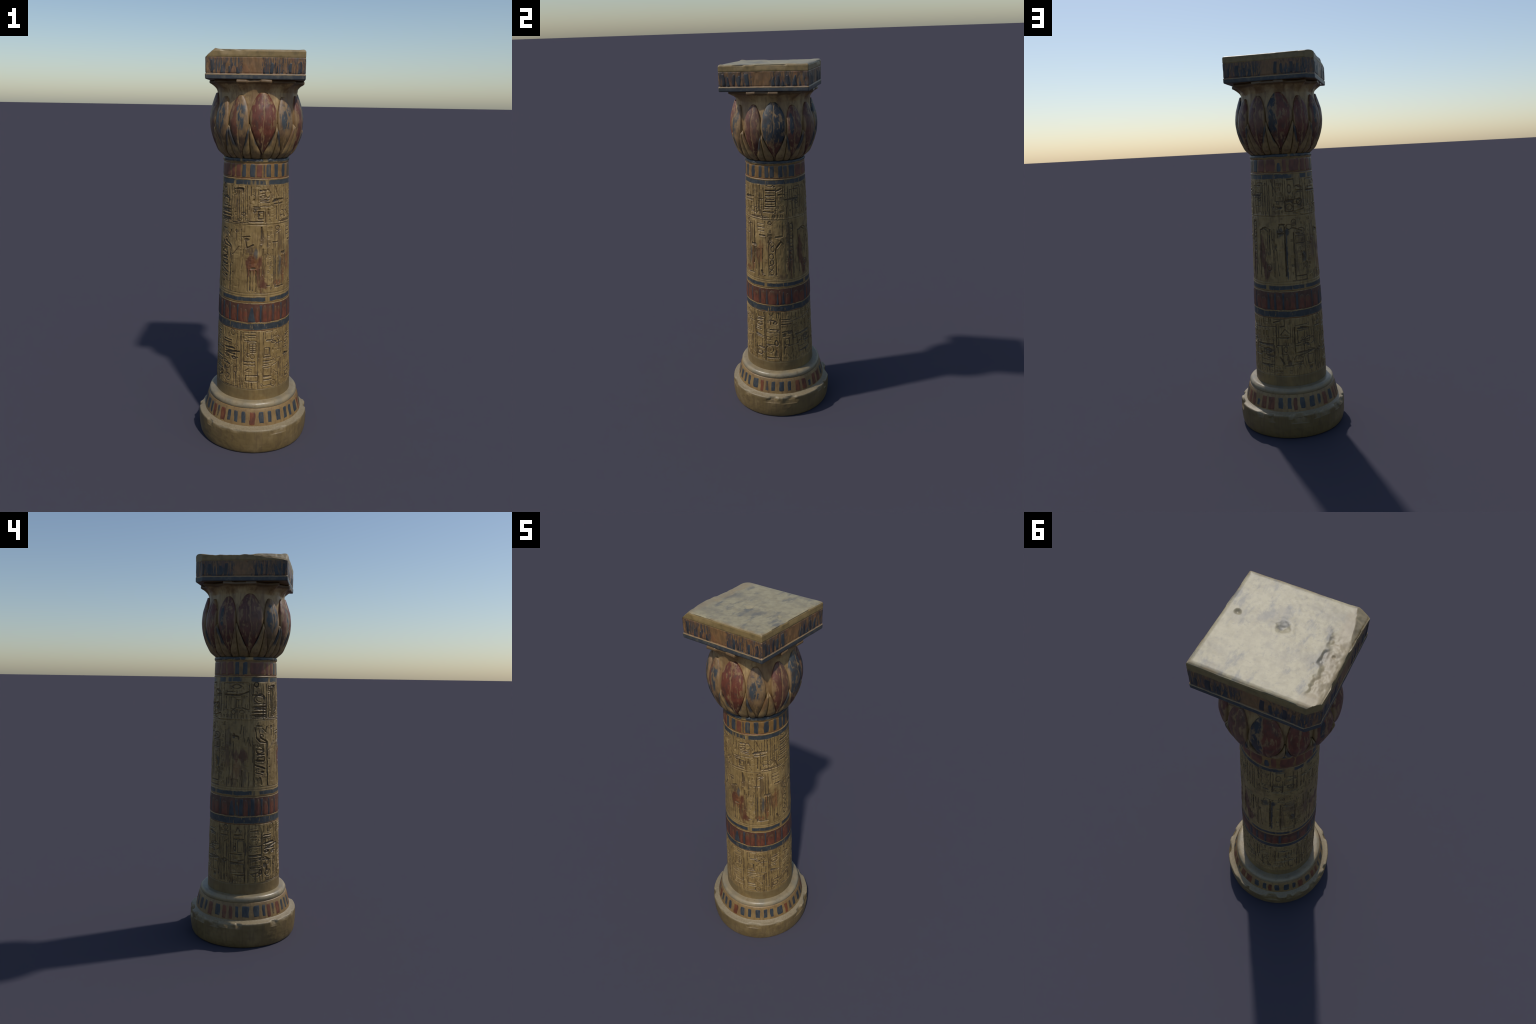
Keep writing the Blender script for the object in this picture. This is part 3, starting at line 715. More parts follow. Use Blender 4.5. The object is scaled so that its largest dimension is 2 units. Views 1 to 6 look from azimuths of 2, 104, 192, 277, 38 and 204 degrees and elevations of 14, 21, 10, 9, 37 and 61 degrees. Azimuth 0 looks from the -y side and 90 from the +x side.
def paint_material(name, paint, deep, edge=0.10, wear=0.45, under=TAN, top_fade=0.0):
    """A thin painted field with frayed edges, brushed along its height."""
    n = Nodes(name, 0.5)
    v = n.shift()
    g = n.xyz(n.tc.outputs["Generated"])
    st = n.noise((150, 150, 16), detail=4, vec=v)
    pat = n.noise((45, 45, 22), (2, 2, 2), detail=3, vec=v)
    c = n.mix(n.ramp01(pat, 0.35, 0.65), paint, deep)
    c = n.mix(n.math('MULTIPLY', n.ramp01(st, 0.55, 0.75), 0.35), c, under)
    m = None
    for s, wdt in ((g[0], edge), (g[2], edge * 0.8)):
        d = n.math('MINIMUM', s, n.math('SUBTRACT', 1.0, s))
        d = n.math('ADD', d, n.math('MULTIPLY', n.math('SUBTRACT', st, 0.5), 0.5 * edge))
        e = n.ramp01(d, wdt * 0.15, wdt)
        m = e if m is None else n.math('MULTIPLY', m, e)
    m = n.math('MULTIPLY', m, n.ramp01(pat, wear * 0.45, wear * 0.45 + 0.2))
    if top_fade:
        m = n.math('MULTIPLY', m, n.ramp01(n.math('ADD', g[2], n.math('MULTIPLY', n.math('SUBTRACT', st, 0.5), 0.6)), 1.0, 1.0 - top_fade))
    base = n.mix(n.ramp01(st, 0.4, 0.7), under, TAN_BROWN)
    c = n.mix(m, base, c)
    return n.finish(c, st, 0.2)


def inlay(name, a0, a1, z0, z1, radius_at, material, parent, shape='block', lift=0.0007, lean=0.0):
    """Thin raised field of paint on a round surface between two azimuths."""
    half = 0.5 * wrap(a1 - a0)
    mid = a0 + half
    nu, nv = max(4, int(abs(half) * 1.2)), 14
    u = np.linspace(-1, 1, nu + 1)
    v = np.linspace(0, 1, nv + 1)
    U, W = np.meshgrid(u, v)
    jr = np.random.RandomState(int(abs(a0) * 37 + z0 * 900) % 99991)
    ph = jr.uniform(0, 6, 4)
    if shape == 'leaf':            # round-headed leaf, full at the foot
        wd = np.where(W < 0.55, 0.86 + 0.14 * np.sin(W * 2.8), np.sqrt(np.clip(1 - ((W - 0.55) / 0.452) ** 2, 0.02, 1)))
    elif shape == 'wedge':         # narrow at the foot
        wd = 0.45 + 0.55 * W ** 1.3
    elif shape == 'spike':         # wide at the foot, pointed head
        wd = np.clip(1.0 - 0.75 * W ** 1.6, 0.1, 1)
    else:
        wd = 1 - 0.16 * np.abs(2 * W - 1) ** 5
    wd = wd * (1 + 0.05 * np.sin(7 * W + ph[0]))
    A = np.radians(U * wd * half + lean * (W - 0.5) + 0.05 * half * np.sin(5 * W + ph[1]))
    Z = z0 + (z1 - z0) * W + 0.02 * (z1 - z0) * np.sin(3 * U + ph[2])
    edge = (np.abs(U) > 0.999) | (W < 0.001) | (W > 0.999)
    Rr = radius_at(Z) + np.where(edge, -0.0012, lift)
    X, Y = Rr * np.sin(A), -Rr * np.cos(A)
    V = np.stack([X, Y, Z], -1).reshape(-1, 3)
    i, j = np.meshgrid(np.arange(nv), np.arange(nu), indexing='ij')
    w = nu + 1
    F = np.stack([i * w + j, i * w + j + 1, (i + 1) * w + j + 1, (i + 1) * w + j], -1).reshape(-1, 4)
    return add_object(name, mesh_from(name, V, F), material, parent, az=mid)


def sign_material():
    """Dark brown tone on the floors of the incised signs, broken by lost."""
    n = Nodes("sign_dark_floor", 0.6)
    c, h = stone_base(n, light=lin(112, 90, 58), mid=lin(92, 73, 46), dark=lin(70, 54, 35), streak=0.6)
    tan_noise = n.noise((26, 26, 20), (4, 8, 1), detail=4, rough=0.6)
    c = n.mix(n.ramp01(tan_noise, 0.52, 0.66), c, TAN)
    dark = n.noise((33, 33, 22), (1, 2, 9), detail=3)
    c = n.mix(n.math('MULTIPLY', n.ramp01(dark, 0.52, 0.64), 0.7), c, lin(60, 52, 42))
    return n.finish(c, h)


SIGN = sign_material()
CARVED = stone_material("carved_stone", streak=0.65)
PLAIN = stone_material("plain_stone", mid=OLIVE, light=TAN, dark=TAN_BROWN, streak=0.4)
PAINT_BLUE = paint_material("blue_paint", BLUE, BLUE_DEEP, edge=0.07, wear=0.3)
PAINT_RED = paint_material("red_paint", RED, RED_DARK, edge=0.06, wear=0.3)
PAINT_MIXED = paint_material("worn_brown_paint", BROWN, BLUE, wear=0.6)
LEAF_RED = paint_material("leaf_red_paint", lin(118, 64, 40), lin(94, 50, 35), edge=0.08, wear=0.62, under=lin(82, 62, 48), top_fade=0.4)
LEAF_BLUE = paint_material("leaf_blue_paint", BLUE, BLUE_DEEP, edge=0.1, wear=0.3, under=lin(90, 62, 46))
STRIPE_BLUE = paint_material("stripe_blue_paint", BLUE, BLUE_DEEP, edge=0.07, wear=0.25)
STRIPE_RED = paint_material("stripe_red_paint", lin(112, 64, 44), lin(88, 50, 36), edge=0.03, wear=0.25, under=lin(112, 76, 50))

shaft_foot = drum("shaft_foot", 0.252, 0.3195, PLAIN, step=0.003, rough=0.0008, ledges=[(0.3195, -0.0016, 0.003)])
lower_drum = drum("inscribed_drum", 0.3195, 0.6375, CARVED,
                  (carve_lower_front, carve_lower_right, carve_lower_back, carve_lower_left), fine=0.0020, fill=0.62)
middle_band = drum("painted_band", 0.6375, 0.8365,
                   ring_material("banded_stone", TAN, [(0.6385, 0.6425, RUST, 0), (0.6445, 0.6765, BLUE, 0.35),
                                                       (0.6835, 0.781, lin(90, 56, 40), 0), (0.787, 0.7925, OCHRE, 0),
                                                       (0.7945, 0.815, BLUE, 0.9)]),
                   step=0.0012, ledges=[(0.6375, -0.0015, 0.003), (0.680, 0.0012, 0.003), (0.733, 0.0012, 0.051),
                                        (0.7855, -0.0016, 0.0022), (0.8225, -0.0014, 0.002), (0.8350, -0.0016, 0.002)])
figure_drum = drum("figure_drum", 0.8365, 1.1850, figure_material(),
                   (carve_scene_front, carve_scene_right, carve_scene_back, carve_scene_left), fine=0.0012, fill=0.7, fa=5.0, fz=0.022,
                   columns=(28, 90, 124, 205, 222, 300, 236),
                   ledges=[(1.185, -0.0014, 0.003)])
upper_drum = drum("inscribed_drum", 1.1850, 1.3780, CARVED,
                  (carve_upper_front, carve_upper_right, carve_upper_back, carve_upper_left), fine=0.0022, fill=0.75, fa=7.0, fz=0.024,
                  ledges=[(1.1905, 0.0010, 0.004)])
neck_band = drum("neck_band", 1.3780, 1.4870,
                 ring_material("neck_stone", TAN, [(1.380, 1.4015, BLUE, 1.05), (1.4085, 1.413, RUST, 0), (1.413, 1.486, OCHRE, 0)]),
                 step=0.0012, ledges=[(1.4055, 0.0012, 0.004), (1.4105, -0.0012, 0.003), (1.4800, -0.0010, 0.004)])

# painted fields: azimuth from, to, paint
NECK = [(284.5, 314, 'r'), (315, 324.6, 'r'), (325.8, 336.6, 'r'), (337.4, 346.6, 'b'), (351.3, 2.2, 'b'), (2.8, 13.8, 'r'),
        (14.6, 18.4, 'n'), (19, 29.8, 'b'), (33.8, 43.8, 'b'), (50.8, 62.4, 'b'), (68.8, 77.2, 'b'), (81.2, 91, 'b'), (91.2, 101.2, 'b'),
        (107.2, 116.7, 'b'), (117.2, 126, 'n'), (127.2, 142, 'b'), (142.8, 160, 'r'), (160.6, 180.8, 'r'), (182, 191, 's'),
        (191.6, 201.2, 'r'), (203.8, 226, 'r'), (226.6, 241, 'r'), (241.6, 256.8, 'r'), (257.4, 266.9, 'b'), (271.8, 281.8, 'b')]
for a0, a1, c in NECK:
    inlay("painted_stripe", a0, a1, 1.4135, 1.4795 if c != 's' else 1.462, shaft_radius,
          {'r': STRIPE_RED, 'b': STRIPE_BLUE, 'n': PAINT_MIXED, 's': STRIPE_BLUE}[c], neck_band, 'leaf' if c == 's' else 'block')

LEAVES = [(287.5, 295, 'b'), (296.5, 303.5, 'r'), (304.6, 309.2, 'w'), (310, 319.5, 'r'), (320, 323, 'b'), (323.4, 334.5, 'r'), (334, 338.4, 'w'),
          (338.6, 345, 'r'), (345.4, 352.6, 'r'), (353.3, 4.6, 's'), (5, 9.8, 'r'), (10.6, 15.6, 'w'), (16, 23.6, 'r'), (24.6, 31.4, 'r'),
          (31.8, 35.2, 'w'), (36, 41.4, 'r'), (41.6, 47.4, 'r'), (48, 52, 'w'), (52.4, 66.4, 'r'), (66.9, 69.7, 'w'), (70.2, 79.4, 'r'),
          (80.2, 83.6, 's'), (84.2, 98.4, 'r'), (98.9, 102.6, 's'), (103.2, 107.8, 'r'), (108.3, 113.5, 's'), (114, 123.4, 'r'), (123.9, 128, 's'),
          (128.5, 141, 'r'), (141.4, 154.5, 'r'), (155, 160.2, 'b'), (161, 167.4, 'r'), (168, 171.6, 'b'), (172, 180.8, 'r'), (181.3, 186.2, 'w'),
          (187, 193.4, 'r'), (194.4, 203.8, 'r'), (204.3, 208.6, 'b'), (209, 220, 'r'), (220.4, 232.6, 'r'), (233, 237.2, 'w'), (238, 250, 'r'),
          (252, 261.6, 's'), (262.2, 268.6, 'n'), (269, 276.2, 'b'), (276.4, 283.6, 'r'), (283.8, 286.6, 's')]
for a0, a1, c in LEAVES:
    head = 0.777 - (RNG.uniform(0.0, 0.022) if c in 'rs' else 0.0)
    inlay("painted_leaf", a0 - 0.25, a1 + 0.25, 0.6835, head, lambda z: shaft_radius(z) + 0.0012,
          {'r': LEAF_RED, 'b': LEAF_BLUE, 'n': PAINT_MIXED, 'w': LEAF_BLUE, 's': LEAF_BLUE}[c], middle_band,
          {'r': 'leaf', 'b': 'block', 'n': 'block', 'w': 'wedge', 's': 'spike'}[c])

# a thin rolled collar under the capital
t = np.linspace(-0.5 * PI, 0.5 * PI, 14)
collar_rows_r = np.concatenate([[0.150], 0.1612 + 0.0048 * np.cos(t), [0.150]])
collar_rows_z = np.concatenate([[1.4845], 1.4945 + 0.0095 * np.sin(t), [1.5045]])


def worn(scale, amp, amp_z=0.0):
    def f(A, Rr, Z):
        a = np.radians(A)
        x, y = np.sin(a) * Rr, -np.cos(a) * Rr
        return Rr + amp * fbm(x * scale, y * scale, Z * scale, 3), Z + amp_z * vnoise(x * scale * 0.6, y * scale * 0.6, Z * 0 + 4)
    return f


collar = add_object("collar_ring", lathe("collar_ring", collar_rows_r, collar_rows_z, 480, worn(45, 0.0012, 0.002)),
                    ring_material("collar_stone", TAN, [(1.4905, 1.51, BLUE, 0.7)], 0.45))
collar.location.y = -0.002

# ---------------------------------------------------------------- base
CHIPS = [(30, 11, 0.006, 0.016), (58, 6, 0.003, 0.012), (92, 9, 0.007, 0.024), (113, 9, 0.008, 0.03),
         (154, 6, 0.004, 0.012), (168, 4, 0.007, 0.03), (198, 9, 0.011, 0.034), (189, 5, 0.005, 0.012),
         (217, 4, 0.008, 0.02), (229, 7, 0.007, 0.016), (247, 6, 0.008, 0.018), (262, 12, 0.007, 0.012), (273, 4, 0.006, 0.014),
         (313, 6, 0.006, 0.016), (330, 8, 0.003, 0.008), (345, 5, 0.003, 0.008)]
PLINTH_ROWS = [(0.0, 0.2600), (0.0, 0.2815), (0.004, 0.2850), (0.012, 0.2885), (0.024, 0.2912), (0.040, 0.2935), (0.060, 0.2952), (0.085, 0.2958),
               (0.105, 0.2958), (0.118, 0.2956), (0.1275, 0.2950), (0.1318, 0.2936), (0.1338, 0.2905), (0.1347, 0.2850), (0.136, 0.2780),
               (0.139, 0.2690), (0.1425, 0.2615), (0.146, 0.2540)]


def plinth_shape(A, Rr, Z):
    a = np.radians(A)
    x, y = np.sin(a) * 0.29, -np.cos(a) * 0.29
    r0 = Rr.copy()
    Rr = Rr + (0.0012 * fbm(x * 14, y * 14, Z * 14, 3) + 0.0004 * fbm(x * 60, y * 60, Z * 60, 2)) * smooth(0.0, 0.02, Z + 0.01)
    for az, hw, cut, drop in CHIPS:
        d = np.abs(wrap(A - az)) / hw + 0.3 * fbm(x * 30, y * 30, Z * 30, 2)
        m = (1 - smooth(0.05, 1.1, d))
        # slanting spall: outside the line r - z the stone is gone
        lim = 0.2955 - cut - (Z - (0.132 - drop)) * (cut / drop)
        lim = np.where(Z > 0.132 - drop - 0.01, lim + 0.0013 * fbm(x * 45, y * 45, Z * 45, 2), 9)
        Rr = np.where(r0 > 0.272, Rr - m * np.clip(Rr - lim, 0, 0.02), Rr)
        Z = Z - m * drop * 0.35 * smooth(0.276, 0.293, r0) * smooth(0.11, 0.13, Z)
    Z = Z + 0.0005 * fbm(x * 20, y * 20, r0 * 60, 2) * smooth(0.12, 0.13, Z)
    return Rr, np.maximum(Z, 0)


def refine(rows, n):
    p = np.array(rows, float)
    seg = np.concatenate([[0], np.cumsum(np.hypot(np.diff(p[:, 0]), np.diff(p[:, 1])))])
    t = np.linspace(0, seg[-1], n)
    return np.interp(t, seg, p[:, 1]), np.interp(t, seg, p[:, 0])


def plinth_material():
    n = Nodes("plinth_stone", 0.5)
    c, h = stone_base(n, light=lin(124, 104, 68), mid=PLINTH, dark=lin(92, 74, 48), streak=0.55)
    x, y, z = n.xyz()
    # greyer dust on top of the step, out to its lip
    rad = n.math('SQRT', n.math('ADD', n.math('MULTIPLY', x, x), n.math('MULTIPLY', y, y)))
    spk = n.noise((120, 120, 120), (2, 0, 1), detail=3)
    zz = n.math('ADD', z, n.math('MULTIPLY', n.math('SUBTRACT', spk, 0.5), 0.012))
    pale_zone = n.math('MULTIPLY', n.ramp01(zz, 0.118, 0.129), n.ramp01(rad, 0.2975, 0.290))
    dc = n.mix(n.ramp01(spk, 0.4, 0.65), lin(140, 126, 98), lin(130, 115, 88))
    c = n.mix(n.math('MULTIPLY', pale_zone, 0.9), c, dc)
    return n.finish(c, h, 0.3)


rr, zz = refine(PLINTH_ROWS, 120)
add_object("plinth", lathe("plinth", rr, zz, 720, plinth_shape, cap_bottom=True, cap_top=True), plinth_material())

MOULD = [(0.136, 0.2640), (0.150, 0.2610), (0.185, 0.2530), (0.215, 0.2455), (0.228, 0.2400)]
zr = np.linspace(0.136, 0.228, 60)
moulding = add_object("base_moulding", lathe("base_moulding", np.append(profile(MOULD, zr), 0.19), np.append(zr, 0.2285), 600, worn(30, 0.0006)),
                      stone_material("moulding_stone", mid=lin(126, 100, 61), light=lin(142, 116, 72), dark=lin(104, 76, 45), streak=0.5))
BASE_BLOCKS = [(348.2, 355.6, 'b'), (357.8, 6.8, 'r'), (9.0, 17.2, 'b'), (20.0, 26.6, 'b'), (30.2, 38.8, 'b'), (41.7, 48.6, 'b'), (50.5, 57.2, 'b'),
               (60.5, 71.0, 'b'), (72.6, 79.4, 'r'), (80.2, 85.8, 'n'), (87.9, 95.7, 'b'), (98.5, 107.2, 'b'), (110.2, 117.2, 'b'), (120.6, 129.8, 'r'),
               (130, 139.6, 'r'), (140.6, 147.2, 'h'), (148.6, 158, 'r'), (158.4, 169.2, 'r'), (171.8, 180.2, 'b'), (183.4, 190.3, 'b'),
               (191.4, 197.4, 'r'), (199.1, 207.3, 'b'), (210.8, 220.2, 'b'), (222.3, 229.0, 'b'), (230.0, 239.4, 'r'), (241.1, 250.8, 'b'),
               (251.2, 259, 'r'), (259.4, 266.8, 'r'), (267.6, 273.4, 'b'), (275.8, 286.7, 'b'), (289.4, 299.2, 'b'), (300.9, 306.6, 'b'),
               (307.4, 314.4, 'r'), (315, 319.5, 'n'), (320.3, 329.5, 'r'), (330.4, 337.2, 'b'), (339.0, 346.0, 'b')]
for a0, a1, c in BASE_BLOCKS:
    z0, z1 = (0.145, 0.216) if c == 'r' else (0.154, 0.216)
    if c == 'h':
        z1 = 0.190
    inlay("painted_block", a0, a1, z0, z1, lambda z: profile(MOULD, z),
          {'r': PAINT_RED, 'b': PAINT_BLUE, 'n': PAINT_MIXED, 'h': PAINT_BLUE}[c], moulding)

# torus roll between base moulding and shaft
t = np.linspace(-0.62 * PI, 0.5 * PI, 40)
tr = 0.2205 + 0.0180 * np.cos(t)
tz = 0.2400 + 0.0190 * np.sin(t)
t_rows_r = np.concatenate([[0.20], tr, np.linspace(0.219, 0.188, 8)])
t_rows_z = np.concatenate([[0.2225], tz, np.linspace(0.2592, 0.2602, 8)])


def torus_material():
    n = Nodes("torus_stone", 0.36)
    big = n.noise((16, 16, 16), detail=4)
    grain = n.noise((240, 240, 240), detail=2)
    spk = n.noise((60, 60, 60), (3, 3, 1), detail=4)
    c = n.mix(n.ramp01(big, 0.35, 0.65), PALE, PALE_GREY)
    c = n.mix(n.math('MULTIPLY', n.ramp01(spk, 0.52, 0.68), 0.6), c, lin(122, 104, 74))
    c = n.mix(n.math('MULTIPLY', n.ramp01(grain, 0.55, 0.75), 0.25), c, lin(96, 86, 68))
    return n.finish(c, n.math('ADD', grain, spk), 0.15)


add_object("torus_moulding", lathe("torus_moulding", t_rows_r, t_rows_z, 600, worn(26, 0.0007)), torus_material())

# ---------------------------------------------------------------- capital
PETAL_AZ0 = 11.5
CREST = [(1.500, 0.1560), (1.508, 0.1640), (1.530, 0.1880), (1.555, 0.2020), (1.585, 0.2150), (1.635, 0.2285), (1.682, 0.2328),
         (1.725, 0.2285), (1.765, 0.2175), (1.795, 0.2070), (1.815, 0.2000)]
BELL = [(1.495, 0.140), (1.53, 0.170), (1.585, 0.195), (1.635, 0.205), (1.682, 0.210), (1.720, 0.2080), (1.760, 0.2015), (1.790, 0.1970),
        (1.808, 0.1965), (1.825, 0.2010), (1.838, 0.2100), (1.847, 0.2200), (1.8515, 0.2285)]


def bell_shape(A, Rr, Z):
    a = np.radians(A)
    x, y = np.sin(a) * 0.2, -np.cos(a) * 0.2
    lobes = np.cos(np.radians(12 * (A - PETAL_AZ0 - 2)))
    tongue = (0.5 + 0.5 * lobes) ** 0.7
    # lip tongues reach out towards the abacus corners but are cut off
    # flush with its sides
    lip = 0.2205 + 0.042 * tongue ** 4.5
    lip = np.minimum(lip, 0.2275 / np.maximum(np.abs(np.sin(a)), np.abs(np.cos(a))))
    up = smooth(1.806, 1.852, Z)
    Rr = Rr + up ** 1.3 * (lip - 0.2300)
    Rr = Rr - 0.004 * smooth(1.70, 1.75, Z) * (1 - up) * (0.5 + 0.5 * lobes)
    Rr = Rr + 0.0008 * fbm(x * 30, y * 30, Z * 12, 3)
    Z = Z + up * 0.0015 * vnoise(x * 30, y * 30, Z * 0 + 2)
    return Rr, Z


zb = np.concatenate([np.linspace(1.495, 1.80, 120), np.linspace(1.802, 1.8515, 40)])
rb = profile(BELL, zb)
rb = np.concatenate([rb, [0.2296, 0.2300, 0.2300, 0.226, 0.2]])
zb = np.concatenate([zb, [1.8525, 1.855, 1.862, 1.8655, 1.8665]])


def bell_material():
    n = Nodes("bell_stone", 0.47)
    c, h = stone_base(n, light=lin(178, 150, 104), mid=lin(158, 130, 86), dark=lin(108, 80, 50), streak=0.55)  # mid tone darkened part-way for the occlusion shade beneath the abacus
    x, y, z = n.xyz()
    stain = n.noise((14, 14, 6), (1, 7, 3), detail=3)
    c = n.mix(n.math('MULTIPLY', n.ramp01(stain, 0.44, 0.62), 0.6), c, lin(108, 76, 46))
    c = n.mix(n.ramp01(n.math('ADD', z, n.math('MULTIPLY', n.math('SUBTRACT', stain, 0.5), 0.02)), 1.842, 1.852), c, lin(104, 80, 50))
    return n.finish(c, h)


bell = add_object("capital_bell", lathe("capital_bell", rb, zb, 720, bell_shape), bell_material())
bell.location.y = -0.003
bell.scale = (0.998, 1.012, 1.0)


def petal_half_width(z, w):
    """Half width in degrees of a petal at height z: pointed lens."""
    up = np.sqrt(np.clip(1 - (np.clip(z - 1.690, 0, None) / 0.1245) ** 2.0, 0, 1)) ** 1.15
    lo = np.clip((z - 1.530) / (1.690 - 1.530), 0, 1)
    lo = 0.04 + 0.96 * (1 - (1 - lo) ** 1.7)
    return w * np.where(z > 1.690, up, lo)


def petal_mesh(name, w, tip):
    nu, nv = 40, 90
    u = np.linspace(-1, 1, nu + 1)
    z = np.linspace(1.515, 1.8145, nv + 1)
    U, Z = np.meshgrid(u, z)
    hw = petal_half_width(Z, w)
    k = (tip - 1.515) / (1.8145 - 1.515)
    A = np.radians(U * hw)
    dome = 1 - np.abs(U) ** 2.6
    edge = smooth(0.94, 1.0, np.abs(U))
    crest = profile(CREST, Z)
    arc = np.radians(hw) * 0.22
    swell = 0.003 + 0.16 * np.minimum(arc, 0.05)
    Rr = crest - swell * (1 - dome) - 0.016 * edge
    Rr = Rr - 0.0016 * np.exp(-(U / 0.07) ** 2) * smooth(1.81, 1.78, Z)          # midrib line
    Rr = Rr + 0.0008 * fbm(A * 9, Z * 25, Z * 0 + w, 3)
    ends = smooth(1.8075, 1.8145, Z)
    Rr = Rr - 0.016 * ends
    Zs = 1.515 + (Z - 1.515) * k
    V = np.stack([Rr * np.sin(A), -Rr * np.cos(A), Zs], -1).reshape(-1, 3)
    i, j = np.meshgrid(np.arange(nv), np.arange(nu), indexing='ij')
    q = nu + 1
    F = np.stack([i * q + j, i * q + j + 1, (i + 1) * q + j + 1, (i + 1) * q + j], -1).reshape(-1, 4)
    return mesh_from(name, V, F)


def sepal_mesh(name, w, side, joint):
    """Half-leaf filling the angle between a petal's lower edge and the
    joint line at `joint` degrees from the petal's centre line."""
    nu, nv = 30, 80
    u = np.linspace(0, 1, nu + 1)
    z = np.linspace(1.500, 1.675, nv + 1)
    U, Z = np.meshgrid(u, z)
    inner = petal_half_width(Z, w) * smooth(1.512, 1.56, Z) * 0.97
    inner = np.maximum(inner, joint * (1 - np.clip((1.672 - Z) / 0.15, 0, 1) ** 0.9))
    outer = np.maximum(joint + 0.0 * Z, inner + 0.3)
    A = np.radians(side * (inner + (outer - inner) * U))
    mid = 2 * U - 1
    dome = 1 - np.abs(mid) ** 2.4
    crest = profile(CREST, Z)
    span = outer - inner
    swell = 0.0025 + 0.17 * np.radians(span) * 0.2
    Rr = crest + 0.0012 * smooth(1.66, 1.6, Z) - swell * (1 - dome) - 0.006 * smooth(0.88, 1, np.abs(mid))
    Rr = Rr - 0.014 * smooth(3.2, 0.6, span) - 0.010 * smooth(1.664, 1.675, Z) - 0.010 * smooth(1.506, 1.500, Z)
    Rr = Rr + 0.0007 * fbm(A * 9, Z * 25, Z * 0 + w + side, 3)
    V = np.stack([Rr * np.sin(A), -Rr * np.cos(A), Z], -1).reshape(-1, 3)
    i, j = np.meshgrid(np.arange(nv), np.arange(nu), indexing='ij')
    q = nu + 1
    F = np.stack([i * q + j, i * q + j + 1, (i + 1) * q + j + 1, (i + 1) * q + j], -1).reshape(-1, 4)
    if side < 0:
        F = F[:, ::-1]
    return mesh_from(name, V, F)


def petal_material(name, left, right, low, split=0.0, patch=None):
    """left / right paints either side of the rib, worn through to stone;
    low = paint near the foot; patch = (x, z, rx, rz, paint)."""
    n = Nodes(name, 0.5)
    base, h = stone_base(n, light=lin(154, 126, 86), mid=lin(136, 108, 70), dark=lin(106, 78, 50), streak=0.4)
    v = n.shift(2.0)
    x, y, z = n.xyz()
    wob = n.noise((40, 40, 18), detail=4, vec=v)
    wv = n.math('MULTIPLY', n.math('SUBTRACT', wob, 0.5), 0.050)
    xx = n.math('ADD', x, wv)
    side = n.ramp01(xx, split - 0.002, split + 0.002)
    tone = n.noise((60, 60, 30), (2, 1, 1), detail=4, vec=v)
    c = n.mix(side, left, right)
    dk = n.mix(side, tuple(a * 0.7 for a in left[:3]) + (1,), tuple(a * 0.7 for a in right[:3]) + (1,))
    c = n.mix(n.ramp01(tone, 0.4, 0.65), c, dk)
    if patch:
        px, pz, rx, rz, paint = patch
        d = n.math('DIVIDE', n.math('SUBTRACT', x, px), rx)
        e = n.math('DIVIDE', n.math('SUBTRACT', z, pz), rz)
        r = n.math('SQRT', n.math('ADD', n.math('MULTIPLY', d, d), n.math('MULTIPLY', e, e)))
        r = n.math('ADD', r, n.math('MULTIPLY', n.math('SUBTRACT', wob, 0.5), 1.6))
        c = n.mix(n.ramp01(r, 1.05, 0.75), c, paint)
    c = n.mix(n.ramp01(n.math('ADD', z, wv), 1.625, 1.60), c, low)
    # bare line along the rib, rubbed streaks, bare rim
    rib = n.math('ABSOLUTE', n.math('SUBTRACT', xx, split))
    bare = n.math('MULTIPLY', n.ramp01(rib, 0.0060, 0.001), 0.8)
    streak = n.noise((75, 75, 14), (7, 7, 7), detail=4, vec=v)
    bare = n.math('MAXIMUM', bare, n.math('MULTIPLY', n.ramp01(streak, 0.55, 0.66), 0.85))
    patchy = n.noise((34, 34, 20), (1, 9, 4), detail=5, rough=0.62, vec=v)
    bare = n.math('MAXIMUM', bare, n.math('MULTIPLY', n.ramp01(patchy, 0.54, 0.64), 0.8))
    dusk = n.noise((46, 46, 24), (6, 3, 8), detail=4, vec=v)
    c = n.mix(n.math('MULTIPLY', n.ramp01(dusk, 0.52, 0.66), 0.55), c, lin(66, 54, 44))
    g = n.xyz(n.tc.outputs["Generated"])
    e = n.math('ABSOLUTE', n.math('SUBTRACT', g[0], 0.5))
    e = n.math('ADD', e, n.math('MULTIPLY', n.math('SUBTRACT', wob, 0.5), 0.16))
    bare = n.math('MAXIMUM', bare, n.math('MULTIPLY', n.ramp01(e, 0.40, 0.455), 0.9))
    c = n.mix(bare, c, base)
    return n.finish(c, h, 0.25)


P_RED = petal_material("petal_red", PETAL_RED, PETAL_RED, RED_DARK)
P_BLUE = petal_material("petal_blue", BLUE, BLUE_DEEP, RED_DARK)
P_BLUE_RED = petal_material("petal_blue_and_red", BLUE_DEEP, PETAL_RED, RED_DARK, split=-0.012)
P_RED_BLUE = petal_material("petal_red_and_blue", lin(112, 68, 46), lin(128, 100, 66), BROWN, patch=(0.012, 1.695, 0.024, 0.062, BLUE))
P_TAN_BLUE = petal_material("petal_bare_and_blue", lin(112, 86, 60), lin(126, 98, 66), TAN_BROWN, patch=(-0.002, 1.695, 0.034, 0.068, BLUE))
P_BROWN = petal_material("petal_brown", lin(100, 60, 46), lin(106, 72, 54), RED_DARK)
P_BLUE_EDGE = petal_material("petal_blue_edge", lin(102, 60, 46), lin(98, 56, 44), RED_DARK, patch=(-0.020, 1.70, 0.012, 0.05, BLUE_DEEP))

big_petal = petal_mesh("petal", 17.8, 1.8145)
mid_petal = petal_mesh("petal", 13.4, 1.802)
small_petal = petal_mesh("petal", 12.2, 1.796)
